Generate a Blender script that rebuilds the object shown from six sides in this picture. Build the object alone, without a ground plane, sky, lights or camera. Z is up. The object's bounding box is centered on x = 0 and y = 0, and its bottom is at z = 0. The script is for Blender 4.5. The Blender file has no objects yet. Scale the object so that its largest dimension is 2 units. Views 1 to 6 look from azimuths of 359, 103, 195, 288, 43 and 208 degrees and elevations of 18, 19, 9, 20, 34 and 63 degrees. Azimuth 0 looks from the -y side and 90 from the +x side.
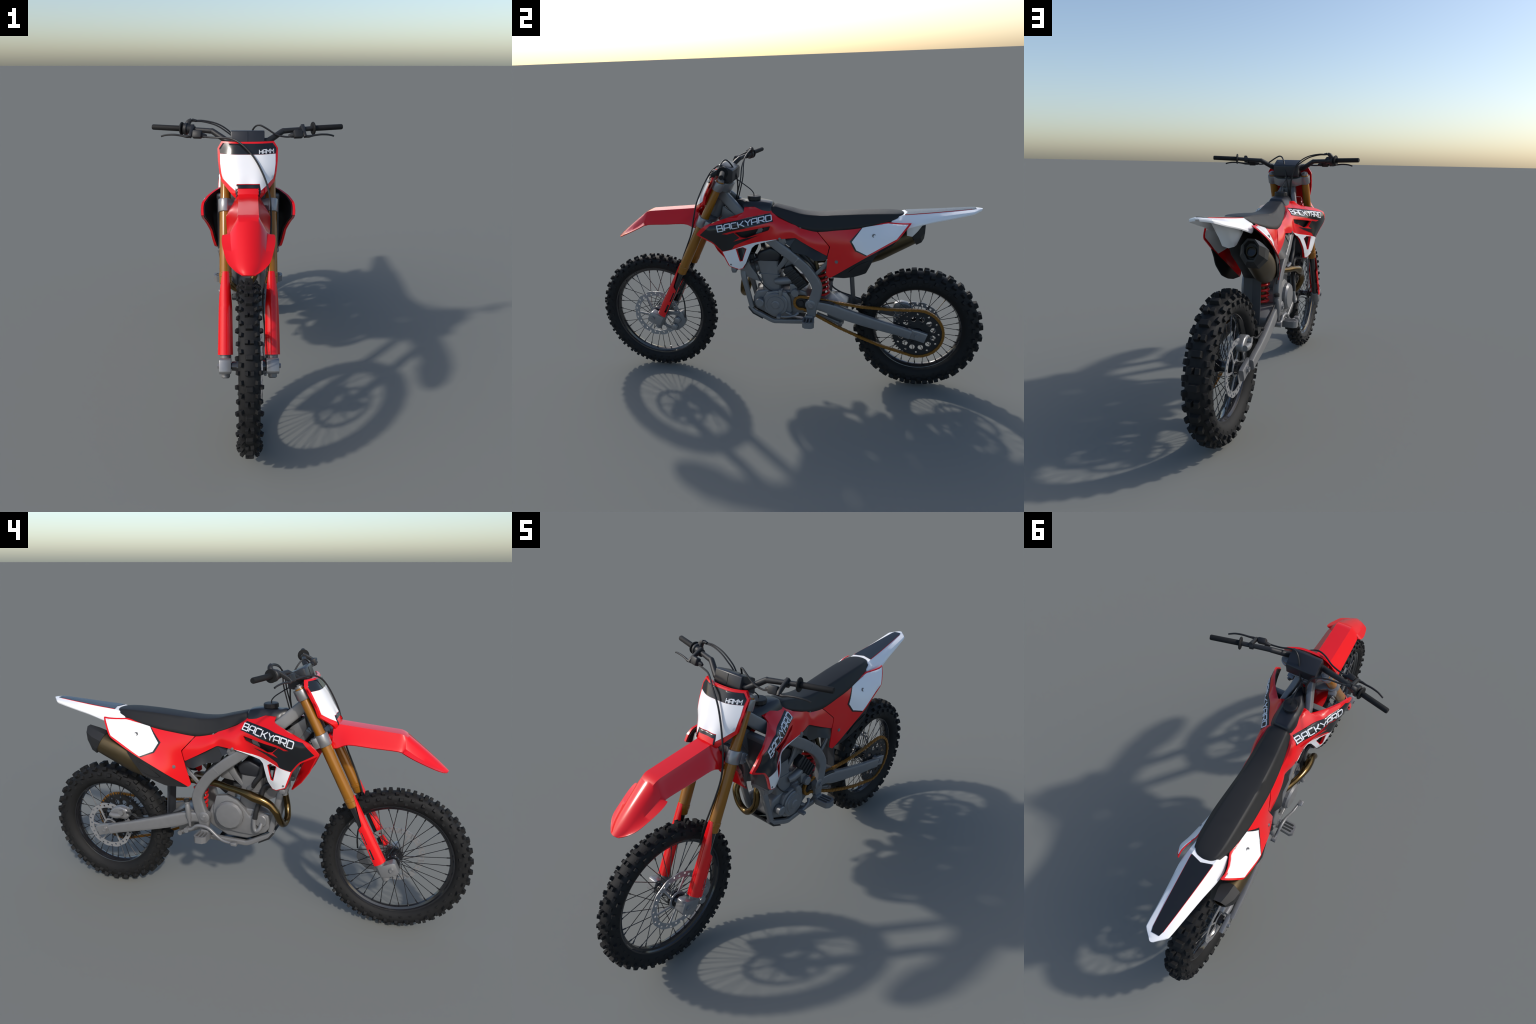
import bpy, bmesh, math, random
import numpy as np
from mathutils import Vector, Matrix
from mathutils.geometry import delaunay_2d_cdt

random.seed(7)
PI = math.pi

# =====================================================================
#  MATERIALS
# =====================================================================
def material(name, color, rough=0.5, metal=0.0, coat=0.0, coat_rough=0.1, grain=0.04,
             grain_scale=40.0, bump=0.0, bump_scale=200.0, rough_var=0.08, spec=0.5):
    m = bpy.data.materials.new(name)
    m.use_nodes = True
    nt = m.node_tree
    b = nt.nodes["Principled BSDF"]
    tc = nt.nodes.new("ShaderNodeTexCoord")
    n = nt.nodes.new("ShaderNodeTexNoise")
    n.inputs["Scale"].default_value = grain_scale
    n.inputs["Detail"].default_value = 3
    nt.links.new(tc.outputs["Object"], n.inputs["Vector"])
    ramp = nt.nodes.new("ShaderNodeValToRGB")
    ramp.color_ramp.elements[0].position = 0.3
    ramp.color_ramp.elements[1].position = 0.7
    ramp.color_ramp.elements[0].color = (*[c * (1 - grain) for c in color], 1)
    ramp.color_ramp.elements[1].color = (*[min(1, c * (1 + grain)) for c in color], 1)
    nt.links.new(n.outputs["Fac"], ramp.inputs["Fac"])
    nt.links.new(ramp.outputs["Color"], b.inputs["Base Color"])
    mr = nt.nodes.new("ShaderNodeMapRange")
    mr.inputs["To Min"].default_value = max(0.02, rough - rough_var * rough)
    mr.inputs["To Max"].default_value = min(1.0, rough + rough_var * rough)
    nt.links.new(n.outputs["Fac"], mr.inputs["Value"])
    nt.links.new(mr.outputs["Result"], b.inputs["Roughness"])
    b.inputs["Metallic"].default_value = metal
    b.inputs["Coat Weight"].default_value = coat
    b.inputs["Coat Roughness"].default_value = coat_rough
    b.inputs["Specular IOR Level"].default_value = spec
    if bump:
        n2 = nt.nodes.new("ShaderNodeTexNoise")
        n2.inputs["Scale"].default_value = bump_scale
        nt.links.new(tc.outputs["Object"], n2.inputs["Vector"])
        bp = nt.nodes.new("ShaderNodeBump")
        bp.inputs["Strength"].default_value = bump
        bp.inputs["Distance"].default_value = 0.002
        nt.links.new(n2.outputs["Fac"], bp.inputs["Height"])
        nt.links.new(bp.outputs["Normal"], b.inputs["Normal"])
    return m

M = dict(
    red=material("red_plastic", (0.74, 0.006, 0.010), 0.17, grain=0.004, rough_var=0.03),
    red_paint=material("red_spring_paint", (0.62, 0.012, 0.012), 0.35, grain=0.02),
    white=material("white_plastic", (0.87, 0.87, 0.88), 0.22, grain=0.004, rough_var=0.03),
    decal=material("black_decal", (0.010, 0.011, 0.013), 0.18, grain=0.02, rough_var=0.03),
    letter=material("white_lettering", (0.78, 0.79, 0.82), 0.4, grain=0.01),
    black=material("black_plastic", (0.016, 0.016, 0.017), 0.5, grain=0.06, spec=0.4),
    gloss=material("gloss_black_metal", (0.012, 0.012, 0.014), 0.16, metal=0.0, coat=0.6, grain=0.03),
    tank=material("black_tank_plastic", (0.018, 0.019, 0.023), 0.34, grain=0.05),
    seat=material("seat_vinyl", (0.0145, 0.0145, 0.0150), 0.55, spec=0.35, grain=0.05, bump=0.12, bump_scale=900),
    rubber=material("tyre_rubber", (0.0095, 0.0095, 0.0098), 0.7, spec=0.28, grain=0.12, grain_scale=25, bump=0.15, bump_scale=300),
    alu=material("cast_aluminium", (0.185, 0.185, 0.188), 0.38, metal=0.25, grain=0.04, bump=0.03, bump_scale=500),
    alu_bright=material("machined_aluminium", (0.27, 0.27, 0.275), 0.32, metal=0.55, grain=0.03),
    disc=material("brake_disc_steel", (0.30, 0.30, 0.305), 0.4, metal=0.4, grain=0.03),
    gold=material("gold_anodised_fork", (0.29, 0.115, 0.010), 0.2, metal=0.1, grain=0.02, rough_var=0.03),
    chain=material("gold_chain", (0.24, 0.105, 0.012), 0.45, metal=0.35, grain=0.1, grain_scale=120),
    bronze=material("bronze_exhaust_pipe", (0.13, 0.085, 0.033), 0.2, metal=0.95, grain=0.06),
    muffler=material("bronze_muffler", (0.095, 0.070, 0.036), 0.42, metal=0.75, grain=0.05),
    steel=material("dark_steel", (0.05, 0.05, 0.055), 0.3, metal=0.7, grain=0.03),
    flap=material("rubber_flap", (0.030, 0.033, 0.040), 0.45, grain=0.05),
    radiator=material("radiator_core", (0.10, 0.10, 0.105), 0.4, metal=0.3, grain=0.06, grain_scale=300),
)

# =====================================================================
#  GEOMETRY HELPERS
# =====================================================================
ROOT = bpy.data.objects.new("dirt_bike", None)
bpy.context.scene.collection.objects.link(ROOT)
ROOT["label"] = "red and white motocross bike with knobbly tyres"
ROOT["category"] = "motorcycle"

def link(o, parent):
    bpy.context.scene.collection.objects.link(o)
    o.parent = parent or ROOT
    return o

def mesh_from(name, v, f, mat, angle=35, fix=True, bevel=0.0, bevel_seg=2, smooth=True, bevel_angle=30):
    me = bpy.data.meshes.new(name)
    bm = bmesh.new()
    vs = [bm.verts.new(tuple(p)) for p in v]
    for q in f:
        try:
            bm.faces.new([vs[i] for i in q])
        except ValueError:
            pass
    if bevel:
        bmesh.ops.remove_doubles(bm, verts=bm.verts, dist=1e-6)
        if fix:
            bmesh.ops.recalc_face_normals(bm, faces=bm.faces)
        es = [e for e in bm.edges if len(e.link_faces) == 2 and e.calc_face_angle(0) > math.radians(bevel_angle)]
        bmesh.ops.bevel(bm, geom=es, offset=bevel, segments=bevel_seg, profile=0.5, affect='EDGES', clamp_overlap=True)
    if fix:
        bmesh.ops.recalc_face_normals(bm, faces=bm.faces)
    bm.to_mesh(me)
    bm.free()
    if smooth:
        me.polygons.foreach_set("use_smooth", [True] * len(me.polygons))
        me.set_sharp_from_angle(angle=math.radians(angle))
    me.materials.append(M[mat] if isinstance(mat, str) else mat)
    return me

def add(name, vf, mat, parent=None, mirror=False, **kw):
    v, f = vf
    v = [tuple(p) for p in v]
    if mirror:
        v = [(-p[0], p[1], p[2]) for p in v]
    me = mesh_from(name, v, f, mat, **kw)
    return link(bpy.data.objects.new(name, me), parent)

def join(*parts):
    v, f = [], []
    for pv, pf in parts:
        o = len(v)
        v += [tuple(p) for p in pv]
        f += [tuple(i + o for i in q) for q in pf]
    return v, f

def xform(vf, mat):
    v, f = vf
    return [tuple(mat @ Vector(p)) for p in v], f

def catmull(pts, n):
    """smooth a list of equal-length tuples"""
    P = [np.array(p, float) for p in pts]
    if n <= 1 or len(P) < 3:
        return P
    out = []
    for i in range(len(P) - 1):
        p0 = P[i - 1] if i else 2 * P[0] - P[1]
        p1, p2 = P[i], P[i + 1]
        p3 = P[i + 2] if i + 2 < len(P) else 2 * P[-1] - P[-2]
        for k in range(n):
            t = k / n
            out.append(0.5 * ((2 * p1) + (p2 - p0) * t + (2 * p0 - 5 * p1 + 4 * p2 - p3) * t * t + (3 * p1 - p0 - 3 * p2 + p3) * t ** 3))
    out.append(P[-1])
    return out

def loft(rings, cap=True, closed_ring=True, closed_path=False):
    n = len(rings[0])
    v = [tuple(p) for r in rings for p in r]
    f = []
    m = len(rings)
    for i in range(m if closed_path else m - 1):
        a, b = i * n, ((i + 1) % m) * n
        for k in range(n if closed_ring else n - 1):
            k2 = (k + 1) % n
            f.append((a + k, a + k2, b + k2, b + k))
    if cap and closed_ring and not closed_path:
        f.append(tuple(range(n))[::-1])
        f.append(tuple(range((m - 1) * n, m * n)))
    return v, f

def tube(pts, r, seg=12, smooth=6, cap=True):
    """round tube through points; r number or list (per control point)"""
    rs = r if isinstance(r, (list, tuple)) else [r] * len(pts)
    P = catmull([(*p, q) for p, q in zip(pts, rs)], smooth)
    C = [Vector(p[:3]) for p in P]
    R = [float(p[3]) for p in P]
    T = []
    for i in range(len(C)):
        T.append((C[min(i + 1, len(C) - 1)] - C[max(i - 1, 0)]).normalized())
    u = T[0].orthogonal().normalized()
    rings = []
    for i in range(len(C)):
        u = (u - T[i] * u.dot(T[i])).normalized()
        w = T[i].cross(u)
        rings.append([C[i] + R[i] * (math.cos(2 * PI * k / seg) * u + math.sin(2 * PI * k / seg) * w) for k in range(seg)])
    return loft(rings, cap)

def sweep(pts, smooth=4, n=16, expo=4.0):
    """pts: (x,y,z,width_x,height): squarish bar whose width lies along x"""
    P = catmull(pts, smooth)
    C = [Vector(p[:3]) for p in P]
    rings = []
    for i in range(len(C)):
        t = (C[min(i + 1, len(C) - 1)] - C[max(i - 1, 0)]).normalized()
        ux = Vector((1, 0, 0))
        ux = (ux - t * ux.dot(t)).normalized()
        un = t.cross(ux)
        w, h = float(P[i][3]) / 2, float(P[i][4]) / 2
        ring = []
        for k in range(n):
            a = 2 * PI * (k + 0.5) / n
            c, s = math.cos(a), math.sin(a)
            ring.append(C[i] + ux * (w * math.copysign(abs(c) ** (2 / expo), c)) + un * (h * math.copysign(abs(s) ** (2 / expo), s)))
        rings.append(ring)
    return loft(rings)

def frame_from(axis):
    a = Vector(axis).normalized()
    u = Vector((0, 0, 1)) if abs(a.z) < 0.9 else Vector((0, 1, 0))
    u = (u - a * u.dot(a)).normalized()
    return a, u, a.cross(u)

def lathe(profile, origin=(0, 0, 0), axis=(1, 0, 0), seg=32, closed=False, phase=0.0):
    """profile: (distance along axis, radius)"""
    a, u, w = frame_from(axis)
    o = Vector(origin)
    rings = []
    for d, r in profile:
        rings.append([o + a * d + (u * math.cos(phase + 2 * PI * k / seg) + w * math.sin(phase + 2 * PI * k / seg)) * max(r, 1e-5) for k in range(seg)])
    return loft(rings, cap=not closed, closed_path=closed)

def cyl(p0, p1, r0, r1=None, seg=20):
    p0, p1 = Vector(p0), Vector(p1)
    L = (p1 - p0).length
    return lathe([(0, r0), (L, r0 if r1 is None else r1)], p0, p1 - p0, seg)

def box(c, s, rot=None):
    v = [Vector((sx * s[0] / 2, sy * s[1] / 2, sz * s[2] / 2)) for sx in (-1, 1) for sy in (-1, 1) for sz in (-1, 1)]
    if rot is not None:
        v = [rot @ p for p in v]
    v = [tuple(p + Vector(c)) for p in v]
    f = [(0, 1, 3, 2), (4, 6, 7, 5), (0, 4, 5, 1), (2, 3, 7, 6), (0, 2, 6, 4), (1, 5, 7, 3)]
    return v, f

def prism(poly, x0, x1, mapping=None):
    """polygon in (y,z) extruded along x from x0 to x1"""
    mp = mapping or (lambda a, b, d: (d, a, b))
    n = len(poly)
    v = [mp(a, b, x0) for a, b in poly] + [mp(a, b, x1) for a, b in poly]
    f = [tuple(range(n))[::-1], tuple(range(n, 2 * n))]
    f += [(i, (i + 1) % n, n + (i + 1) % n, n + i) for i in range(n)]
    return v, f

def hexbolt(name, c, axis, r, h, mat, parent):
    a = Vector(axis).normalized()
    v = join(lathe([(-0.002, r * 1.35), (h * 0.25, r * 1.35)], c, a, 20), lathe([(h * 0.2, r), (h, r), (h, r * 0.55), (h * 0.8, r * 0.5)], c, a, 6))
    return add(name, v, mat, parent, angle=25)

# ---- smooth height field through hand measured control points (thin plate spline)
class Spline2D:
    def __init__(self, pts, lam=1e-5):
        P = np.array([[a, b] for d, a, b in pts])
        d = np.array([p[0] for p in pts])
        n = len(P)
        K = self.k(np.linalg.norm(P[:, None] - P[None], axis=2)) + lam * np.eye(n)
        Q = np.c_[np.ones(n), P]
        A = np.block([[K, Q], [Q.T, np.zeros((3, 3))]])
        self.c = np.linalg.solve(A, np.r_[d, 0, 0, 0])
        self.P = P

    @staticmethod
    def k(r):
        return np.where(r > 0, r * r * np.log(r + 1e-12), 0)

    def __call__(self, a, b):
        r = np.hypot(self.P[:, 0] - a, self.P[:, 1] - b)
        return float((self.c[:-3] * self.k(r)).sum() + self.c[-3] + self.c[-2] * a + self.c[-1] * b)

def inside(p, loops):
    r = False
    x, y = p
    for L in loops:
        for i in range(len(L)):
            x1, y1 = L[i]
            x2, y2 = L[i - 1]
            if (y1 > y) != (y2 > y) and x < (x2 - x1) * (y - y1) / (y2 - y1) + x1:
                r = not r
    return r

def densify(L, h):
    out = []
    for i in range(len(L)):
        a, b = L[i], L[(i + 1) % len(L)]
        n = max(1, int(math.ceil(math.dist(a, b) / h)))
        out += [(a[0] + (b[0] - a[0]) * k / n, a[1] + (b[1] - a[1]) * k / n) for k in range(n)]
    return out

def round_corners(L, r, n=3):
    out = []
    for i in range(len(L)):
        p, a, b = Vector(L[i]), Vector(L[i - 1]), Vector(L[(i + 1) % len(L)])
        d1, d2 = (a - p), (b - p)
        k = min(r, d1.length * 0.45, d2.length * 0.45)
        s, e = p + d1.normalized() * k, p + d2.normalized() * k
        for j in range(n + 1):
            t = j / n
            q = s * (1 - t) ** 2 + p * 2 * t * (1 - t) + e * t * t
            out.append((q.x, q.y))
    return out

def panel(outline, depth, thick, mapping, holes=(), h=0.012, grid=True):
    """Sheet with real thickness: outline and holes in a plane, bulged by depth(a, b)."""
    loops = [densify(L, h) for L in [outline, *holes]]
    pts, edges = [], []
    for L in loops:
        o = len(pts)
        pts += L
        edges += [(o + i, o + (i + 1) % len(L)) for i in range(len(L))]
    if grid:
        B = np.array(pts)
        lo, hi = B.min(0), B.max(0)
        row = 0
        y = lo[1] + h * 0.5
        while y < hi[1]:
            x = lo[0] + h * (0.5 if row % 2 else 0.0)
            while x < hi[0]:
                if np.min(np.hypot(B[:, 0] - x, B[:, 1] - y)) > 0.45 * h and inside((x, y), loops):
                    pts.append((x, y))
                x += h
            y += h * 0.87
            row += 1
    V, Ed, F, *_ = delaunay_2d_cdt([Vector(p) for p in pts], edges, [], 0, 1e-7)
    tris = []
    for t in F:
        c = (V[t[0]] + V[t[1]] + V[t[2]]) / 3
        if inside((c.x, c.y), loops):
            tris.append(tuple(t))
    used = sorted({i for t in tris for i in t})
    idx = {i: k for k, i in enumerate(used)}
    P2 = [(V[i].x, V[i].y) for i in used]
    tris = [tuple(idx[i] for i in t) for t in tris]
    D = [depth(a, b) for a, b in P2]
    n = len(P2)
    v = [mapping(a, b, d) for (a, b), d in zip(P2, D)] + [mapping(a, b, d - thick) for (a, b), d in zip(P2, D)]
    f = [t for t in tris] + [tuple(i + n for i in t[::-1]) for t in tris]
    cnt = {}
    for t in tris:
        for i in range(3):
            e = (t[i], t[(i + 1) % 3])
            cnt[e] = cnt.get(e, 0) + 1
    for (a, b) in cnt:
        if (b, a) not in cnt:
            f.append((b, a, a + n, b + n))
    return v, f

def circle(c, r, n=20, ph=0.0):
    return [(c[0] + r * math.cos(ph + 2 * PI * k / n), c[1] + r * math.sin(ph + 2 * PI * k / n)) for k in range(n)]

# ---- stencil lettering: strokes on a unit cell -----------------------
GLYPH = {
    'B': [[(0.0, 0.52), (0.0, 1), (.72, 1), (.78, .9), (.78, .6), (.70, .52)], [(0, 0), (0, .52), (.78, .52), (.86, .42), (.86, .1), (.78, 0), (0, 0)]],
    'A': [[(0, 0), (0, .85), (.15, 1), (.82, 1), (.82, 0)], [(0.09, .40), (.73, .40)]],
    'C': [[(.84, 1), (.1, 1), (0, .9), (0, .1), (.1, 0), (.84, 0)]],
    'K': [[(0, 0), (0, 1)], [(.09, .52), (.32, .52)], [(.80, 1), (.34, .52), (.84, 0)]],
    'Y': [[(0, 1), (.42, .52), (.84, 1)], [(.42, .45), (.42, 0)]],
    'R': [[(0, 0), (0, 1), (.75, 1), (.82, .9), (.82, .5), (.75, .42), (.09, .42)], [(.42, .35), (.84, 0)]],
    'D': [[(0, 0), (0, 1), (.74, 1), (.84, .88), (.84, .12), (.74, 0), (0, 0)]],
    'H': [[(0, 0), (0, 1)], [(.84, 0), (.84, 1)], [(.09, .5), (.75, .5)]],
    'M': [[(0, 0), (0, 1), (.46, .52), (.92, 1), (.92, 0)]],
}
ADV = {'B': 1.08, 'A': 1.05, 'C': 1.03, 'K': 1.02, 'Y': .98, 'R': 1.06, 'D': 1.08, 'H': 1.1, 'M': 1.18}

def lettering(text, place, stroke=0.17, slant=0.0):
    """place(u, v, lift) -> xyz, u along text in cell heights, v 0..1"""
    V, F = [], []
    u0, k = 0.0, 0
    for ch in text:
        for pl in GLYPH[ch]:
            k += 1
            lift = 0.00012 * (k % 4)
            closed = pl[0] == pl[-1]
            P = [Vector(p) for p in (pl[:-1] if closed else pl)]
            n = len(P)
            L, R = [], []
            for i in range(n):
                if closed:
                    d1 = (P[i] - P[i - 1]).normalized(); d2 = (P[(i + 1) % n] - P[i]).normalized()
                else:
                    d1 = (P[i] - P[i - 1]).normalized() if i else (P[1] - P[0]).normalized()
                    d2 = (P[i + 1] - P[i]).normalized() if i < n - 1 else d1
                m = (d1 + d2).normalized()
                nn = Vector((-m.y, m.x))
                w = stroke / 2 / max(0.5, m.dot(d2))
                q = P[i].copy()
                if not closed and i == 0: q -= d1 * stroke * 0.0
                L.append(q + nn * w); R.append(q - nn * w)
            segs = []
            for i in range(n if closed else n - 1):
                j = (i + 1) % n
                ns = max(1, int((P[j] - P[i]).length / 0.25))
                for s in range(ns):
                    a, b = s / ns, (s + 1) / ns
                    segs.append((L[i].lerp(L[j], a), R[i].lerp(R[j], a), R[i].lerp(R[j], b), L[i].lerp(L[j], b)))
            for q in segs:
                o = len(V)
                for l in (lift, lift - 0.0014):
                    for p in q:
                        V.append(place(u0 + p.x + slant * p.y, p.y, l))
                F += [(o, o + 1, o + 2, o + 3), (o + 7, o + 6, o + 5, o + 4)]
                for i in range(4):
                    j = (i + 1) % 4
                    F.append((o + i, o + j, o + 4 + j, o + 4 + i))
        u0 += ADV[ch]
    return V, F, u0 - (ADV[text[-1]] - 0.86)

def text_width(text):
    return sum(ADV[c] for c in text) - (ADV[text[-1]] - 0.86)

YZ = lambda s: (lambda a, b, d: (s * d, a, b))

# =====================================================================
#  WHEELS
# =====================================================================
def knob_mesh(name):
    """tapered rubber block, 1x1 footprint at z=0, height 1, sunk a little below"""
    v = []
    for z, k in ((-0.6, 0.54), (0.0, 0.52), (1.0, 0.44)):
        v += [(sx * k, sy * k, z) for sx, sy in ((-1, -1), (1, -1), (1, 1), (-1, 1))]
    f = [(3, 2, 1, 0), (8, 9, 10, 11)]
    for i in (0, 4):
        f += [(i + k, i + (k + 1) % 4, i + 4 + (k + 1) % 4, i + 4 + k) for k in range(4)]
    return mesh_from(name, v, f, "rubber", angle=30, bevel=0.06, bevel_seg=1)

def flat_disc(outline, holes, x, t):
    return panel(outline, lambda a, b: x + t / 2, t, YZ(1), holes, h=0.02, grid=False)

def build_wheel(y, z, R, tyre_prof, rim_prof, hub_prof, rows, knob_specs, rim_r, hub_r, hub_x, individual):
    wheel = add("wheel", lathe(hub_prof, seg=40), "gloss")
    wheel.location = (0, y, z)
    add("tyre", lathe(tyre_prof, seg=96, closed=True), "rubber", wheel, angle=50)
    add("rim", lathe(rim_prof, seg=96, closed=True), "gloss", wheel, angle=30)
    # spokes
    n = 36
    sp = None
    for i in range(n):
        side = -1 if i % 2 else 1
        ar = 2 * PI * i / n
        cross = -1.1 if i % 2 else 1.1
        ah = ar + cross
        p1 = Vector((0.004 * side, rim_r * math.cos(ar), rim_r * math.sin(ar)))
        p0 = Vector((hub_x * side, hub_r * math.cos(ah), hub_r * math.sin(ah)))
        d = p1 - p0
        if sp is None:
            L0 = d.length
            sp = mesh_from("spoke", *join(cyl((0, 0, 0), (0, 0, L0), 0.0017, seg=6), cyl((0, 0, L0 * 0.93), (0, 0, L0), 0.0030, seg=6)), "gloss")
        o = link(bpy.data.objects.new("spoke", sp), wheel)
        o.matrix_local = Matrix.Translation(p0) @ d.to_track_quat('Z', 'Y').to_matrix().to_4x4() @ Matrix.Diagonal((1, 1, d.length / L0, 1))
    # knobs
    km = knob_mesh("tyre_knob")
    stuff = []
    for spec in knob_specs:
        xk, rk, tilt, w, l, hgt, ph, every, yaw, ind = spec
        for i in range(rows):
            if every and i % 2 != every - 1:
                continue
            a = 2 * PI * (i + ph) / rows
            mat = (Matrix.Rotation(a, 4, 'X') @ Matrix.Translation((xk, 0, rk)) @ Matrix.Rotation(tilt, 4, 'Y')
                   @ Matrix.Rotation(yaw, 4, 'Z') @ Matrix.Diagonal((w, l, hgt, 1)))
            if ind:
                o = link(bpy.data.objects.new("tyre_knob", km), wheel)
                o.matrix_local = mat
            else:
                stuff.append(([tuple(mat @ vv.co) for vv in km.vertices], [tuple(p.vertices) for p in km.polygons]))
    if stuff:
        o = add("small_tyre_knobs", join(*stuff), "rubber", wheel, fix=False, angle=30)
        o["kind"] = "stuff"
    return wheel

# knob spec: x, r, tilt(deg about y), width(x), length, height, phase, every(0 all,1 even,2 odd), yaw, individual
def knobs(ph, centre, inter, outer, pad, ind_all):
    D = math.radians
    r, w, l, gap, h = centre
    S = [(0, r, 0, w, l, h, ph, 1, 0, True),
         (gap, r, D(6), w * 0.50, l * .92, h, ph, 2, 0, True),
         (-gap, r, D(-6), w * 0.50, l * .92, h, ph, 2, 0, True)]
    for s in (1, -1):
        x, r, t, w, l, h, p0, p1 = inter
        S.append((s * x, r, D(s * t), w, l, h, p0, 1, D(s * 8), ind_all))
        S.append((s * x, r, D(s * t), w, l, h, p1, 2, D(s * -8), ind_all))
        x, r, t, w, l, h, dx = outer
        S.append((s * x, r, D(s * t), w, l, h, ph, 1, D(s * -6), ind_all))
        S.append((s * (x - dx), r + dx * 1.3, D(s * (t - 8)), w, l, h, ph, 2, D(s * 6), ind_all))
        x, r, t = pad
        S.append((s * x, r, D(s * t), 0.011, 0.014, 0.0014, ph + .5, 1, 0, False))
        S.append((s * x, r, D(s * t), 0.009, 0.012, 0.0010, ph + .5, 2, 0, False))
    return S

def mirror_prof(half):
    """half profile from inner bead (x>0) to crown (x=0) -> closed ring profile"""
    return [(-x, r) for x, r in half] + [(x, r) for x, r in half[::-1][1:]]

F_AX, R_AX = (-0.6785, 0.3255), (0.687, 0.3135)
ft = mirror_prof([(.017, .249), (.024, .2535), (.031, .262), (.0355, .276), (.036, .288), (.0325, .300), (.024, .308), (.012, .3118), (0, .3128)])
fr_rim = [(-.0225, .2535), (-.0225, .258), (-.019, .259), (-.018, .252), (-.012, .248), (-.009, .239), (0, .236), (.009, .239), (.012, .248), (.018, .252), (.019, .259), (.0225, .258), (.0225, .2535), (.0205, .247), (.014, .243), (.010, .2345), (0, .2315), (-.010, .2345), (-.014, .243), (-.0205, .247)]
fw = build_wheel(*F_AX, .3255, ft, fr_rim,
                 [(-.064, .012), (-.064, .017), (-.047, .019), (-.046, .030), (-.036, .031), (-.033, .020), (-.012, .016), (.012, .016), (.026, .022), (.028, .036), (.036, .036), (.037, .026), (.050, .024), (.064, .018), (.064, .012)],
                 40, knobs(.256, (.3125, .0245, .0170, .0082, .0130), (.0235, .3065, 34, .0125, .0140, .0125, .72, .867), (.0350, .2910, 66, .0135, .0145, .0110, .003), (.0352, .273, 84), False), .2345, .034, .036, False)
rt = mirror_prof([(.020, .211), (.030, .2165), (.043, .228), (.0495, .242), (.0505, .257), (.0465, .273), (.036, .287), (.019, .2955), (0, .298)])
rr_rim = [(-.0265, .2165), (-.0265, .2215), (-.023, .2225), (-.0215, .215), (-.014, .212), (-.010, .207), (0, .205), (.010, .207), (.014, .212), (.0215, .215), (.023, .2225), (.0265, .2215), (.0265, .2165), (.024, .211), (.016, .207), (.011, .2035), (0, .2015), (-.011, .2035), (-.016, .207), (-.024, .211)]
rw = build_wheel(*R_AX, .3135, rt, rr_rim,
                 [(-.070, .014), (-.070, .024), (-.046, .026), (-.044, .036), (-.034, .036), (-.032, .026), (-.012, .022), (.012, .022), (.030, .028), (.032, .040), (.042, .040), (.044, .046), (.060, .046), (.062, .030), (.078, .024), (.078, .014)],
                 32, knobs(.41, (.2978, .040, .0265, .0128, .0157), (.0375, .2850, 44, .0180, .0225, .0145, .90, .90), (.0485, .2640, 74, .0165, .0200, .0115, .0015), (.0500, .247, 88), True), .204, .038, .034, True)

def brake_disc(wheel, x, R, r_in, hub_r, n_arm, n_hole, wave, twist):
    out = []
    for k in range(144):
        a = 2 * PI * k / 144
        r = R - wave * (0.5 + 0.5 * math.cos(12 * a))
        out.append((r * math.cos(a), r * math.sin(a)))
    holes = []
    for k in range(n_hole):
        a = 2 * PI * k / n_hole
        rr = (R + r_in) / 2 + (0.004 if k % 2 else -0.003)
        holes.append(circle((rr * math.cos(a), rr * math.sin(a)), 0.0053, 12))
    for k in range(n_arm):
        a0 = 2 * PI * k / n_arm
        w = 2 * PI / n_arm
        L = []
        for t in np.linspace(0.045, 0.955, 10):
            L.append((r_in * math.cos(a0 + w * t), r_in * math.sin(a0 + w * t)))
        for t in np.linspace(0.90, 0.10, 7):
            a = a0 + w * t + twist
            L.append((hub_r * math.cos(a), hub_r * math.sin(a)))
        holes.append(L)
    holes.append(circle((0, 0), hub_r * 0.76, 24))
    return add("brake_disc", flat_disc(out, holes, x, 0.004), "disc", wheel, angle=30)

brake_disc(fw, .0455, .129, .103, .038, 6, 28, .003, 0.25)
brake_disc(rw, -.0480, .118, .093, .036, 6, 28, .003, -0.22)

# rear sprocket
SPX, SPR = 0.067, 0.124
teeth = 50
out = []
for k in range(teeth):
    for t, r in ((0.0, SPR - .006), (.25, SPR - .005), (.42, SPR + .004), (.58, SPR + .004), (.75, SPR - .005)):
        a = 2 * PI * (k + t) / teeth
        out.append((r * math.cos(a), r * math.sin(a)))
holes = [circle((.078 * math.cos(2 * PI * k / 12 + .26), .078 * math.sin(2 * PI * k / 12 + .26)), .0135, 18) for k in range(12)]
holes += [circle((.103 * math.cos(2 * PI * k / 12), .103 * math.sin(2 * PI * k / 12)), .0052, 12) for k in range(12)]
holes += [circle((0, 0), .030, 24)]
add("sprocket", flat_disc(out, holes, SPX, .006), "black", rw, angle=30)
for k in range(6):
    a = 2 * PI * k / 6 + .1
    hexbolt("sprocket_bolt", (SPX + .003, .054 * math.cos(a), .054 * math.sin(a)), (1, 0, 0), .0045, .004, "steel", rw)

# =====================================================================
#  FORKS, CLAMPS, HANDLEBAR
# =====================================================================
TOP = Vector((0, -.263, 1.061))
DN = Vector((0, -.4472, -.8944))
FW = Vector((0, -.8944, .4472))
FX = .0885
def fk(x, s, f=0.0):
    p = TOP + DN * s + FW * f
    return (x, p.y, p.z)

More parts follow.
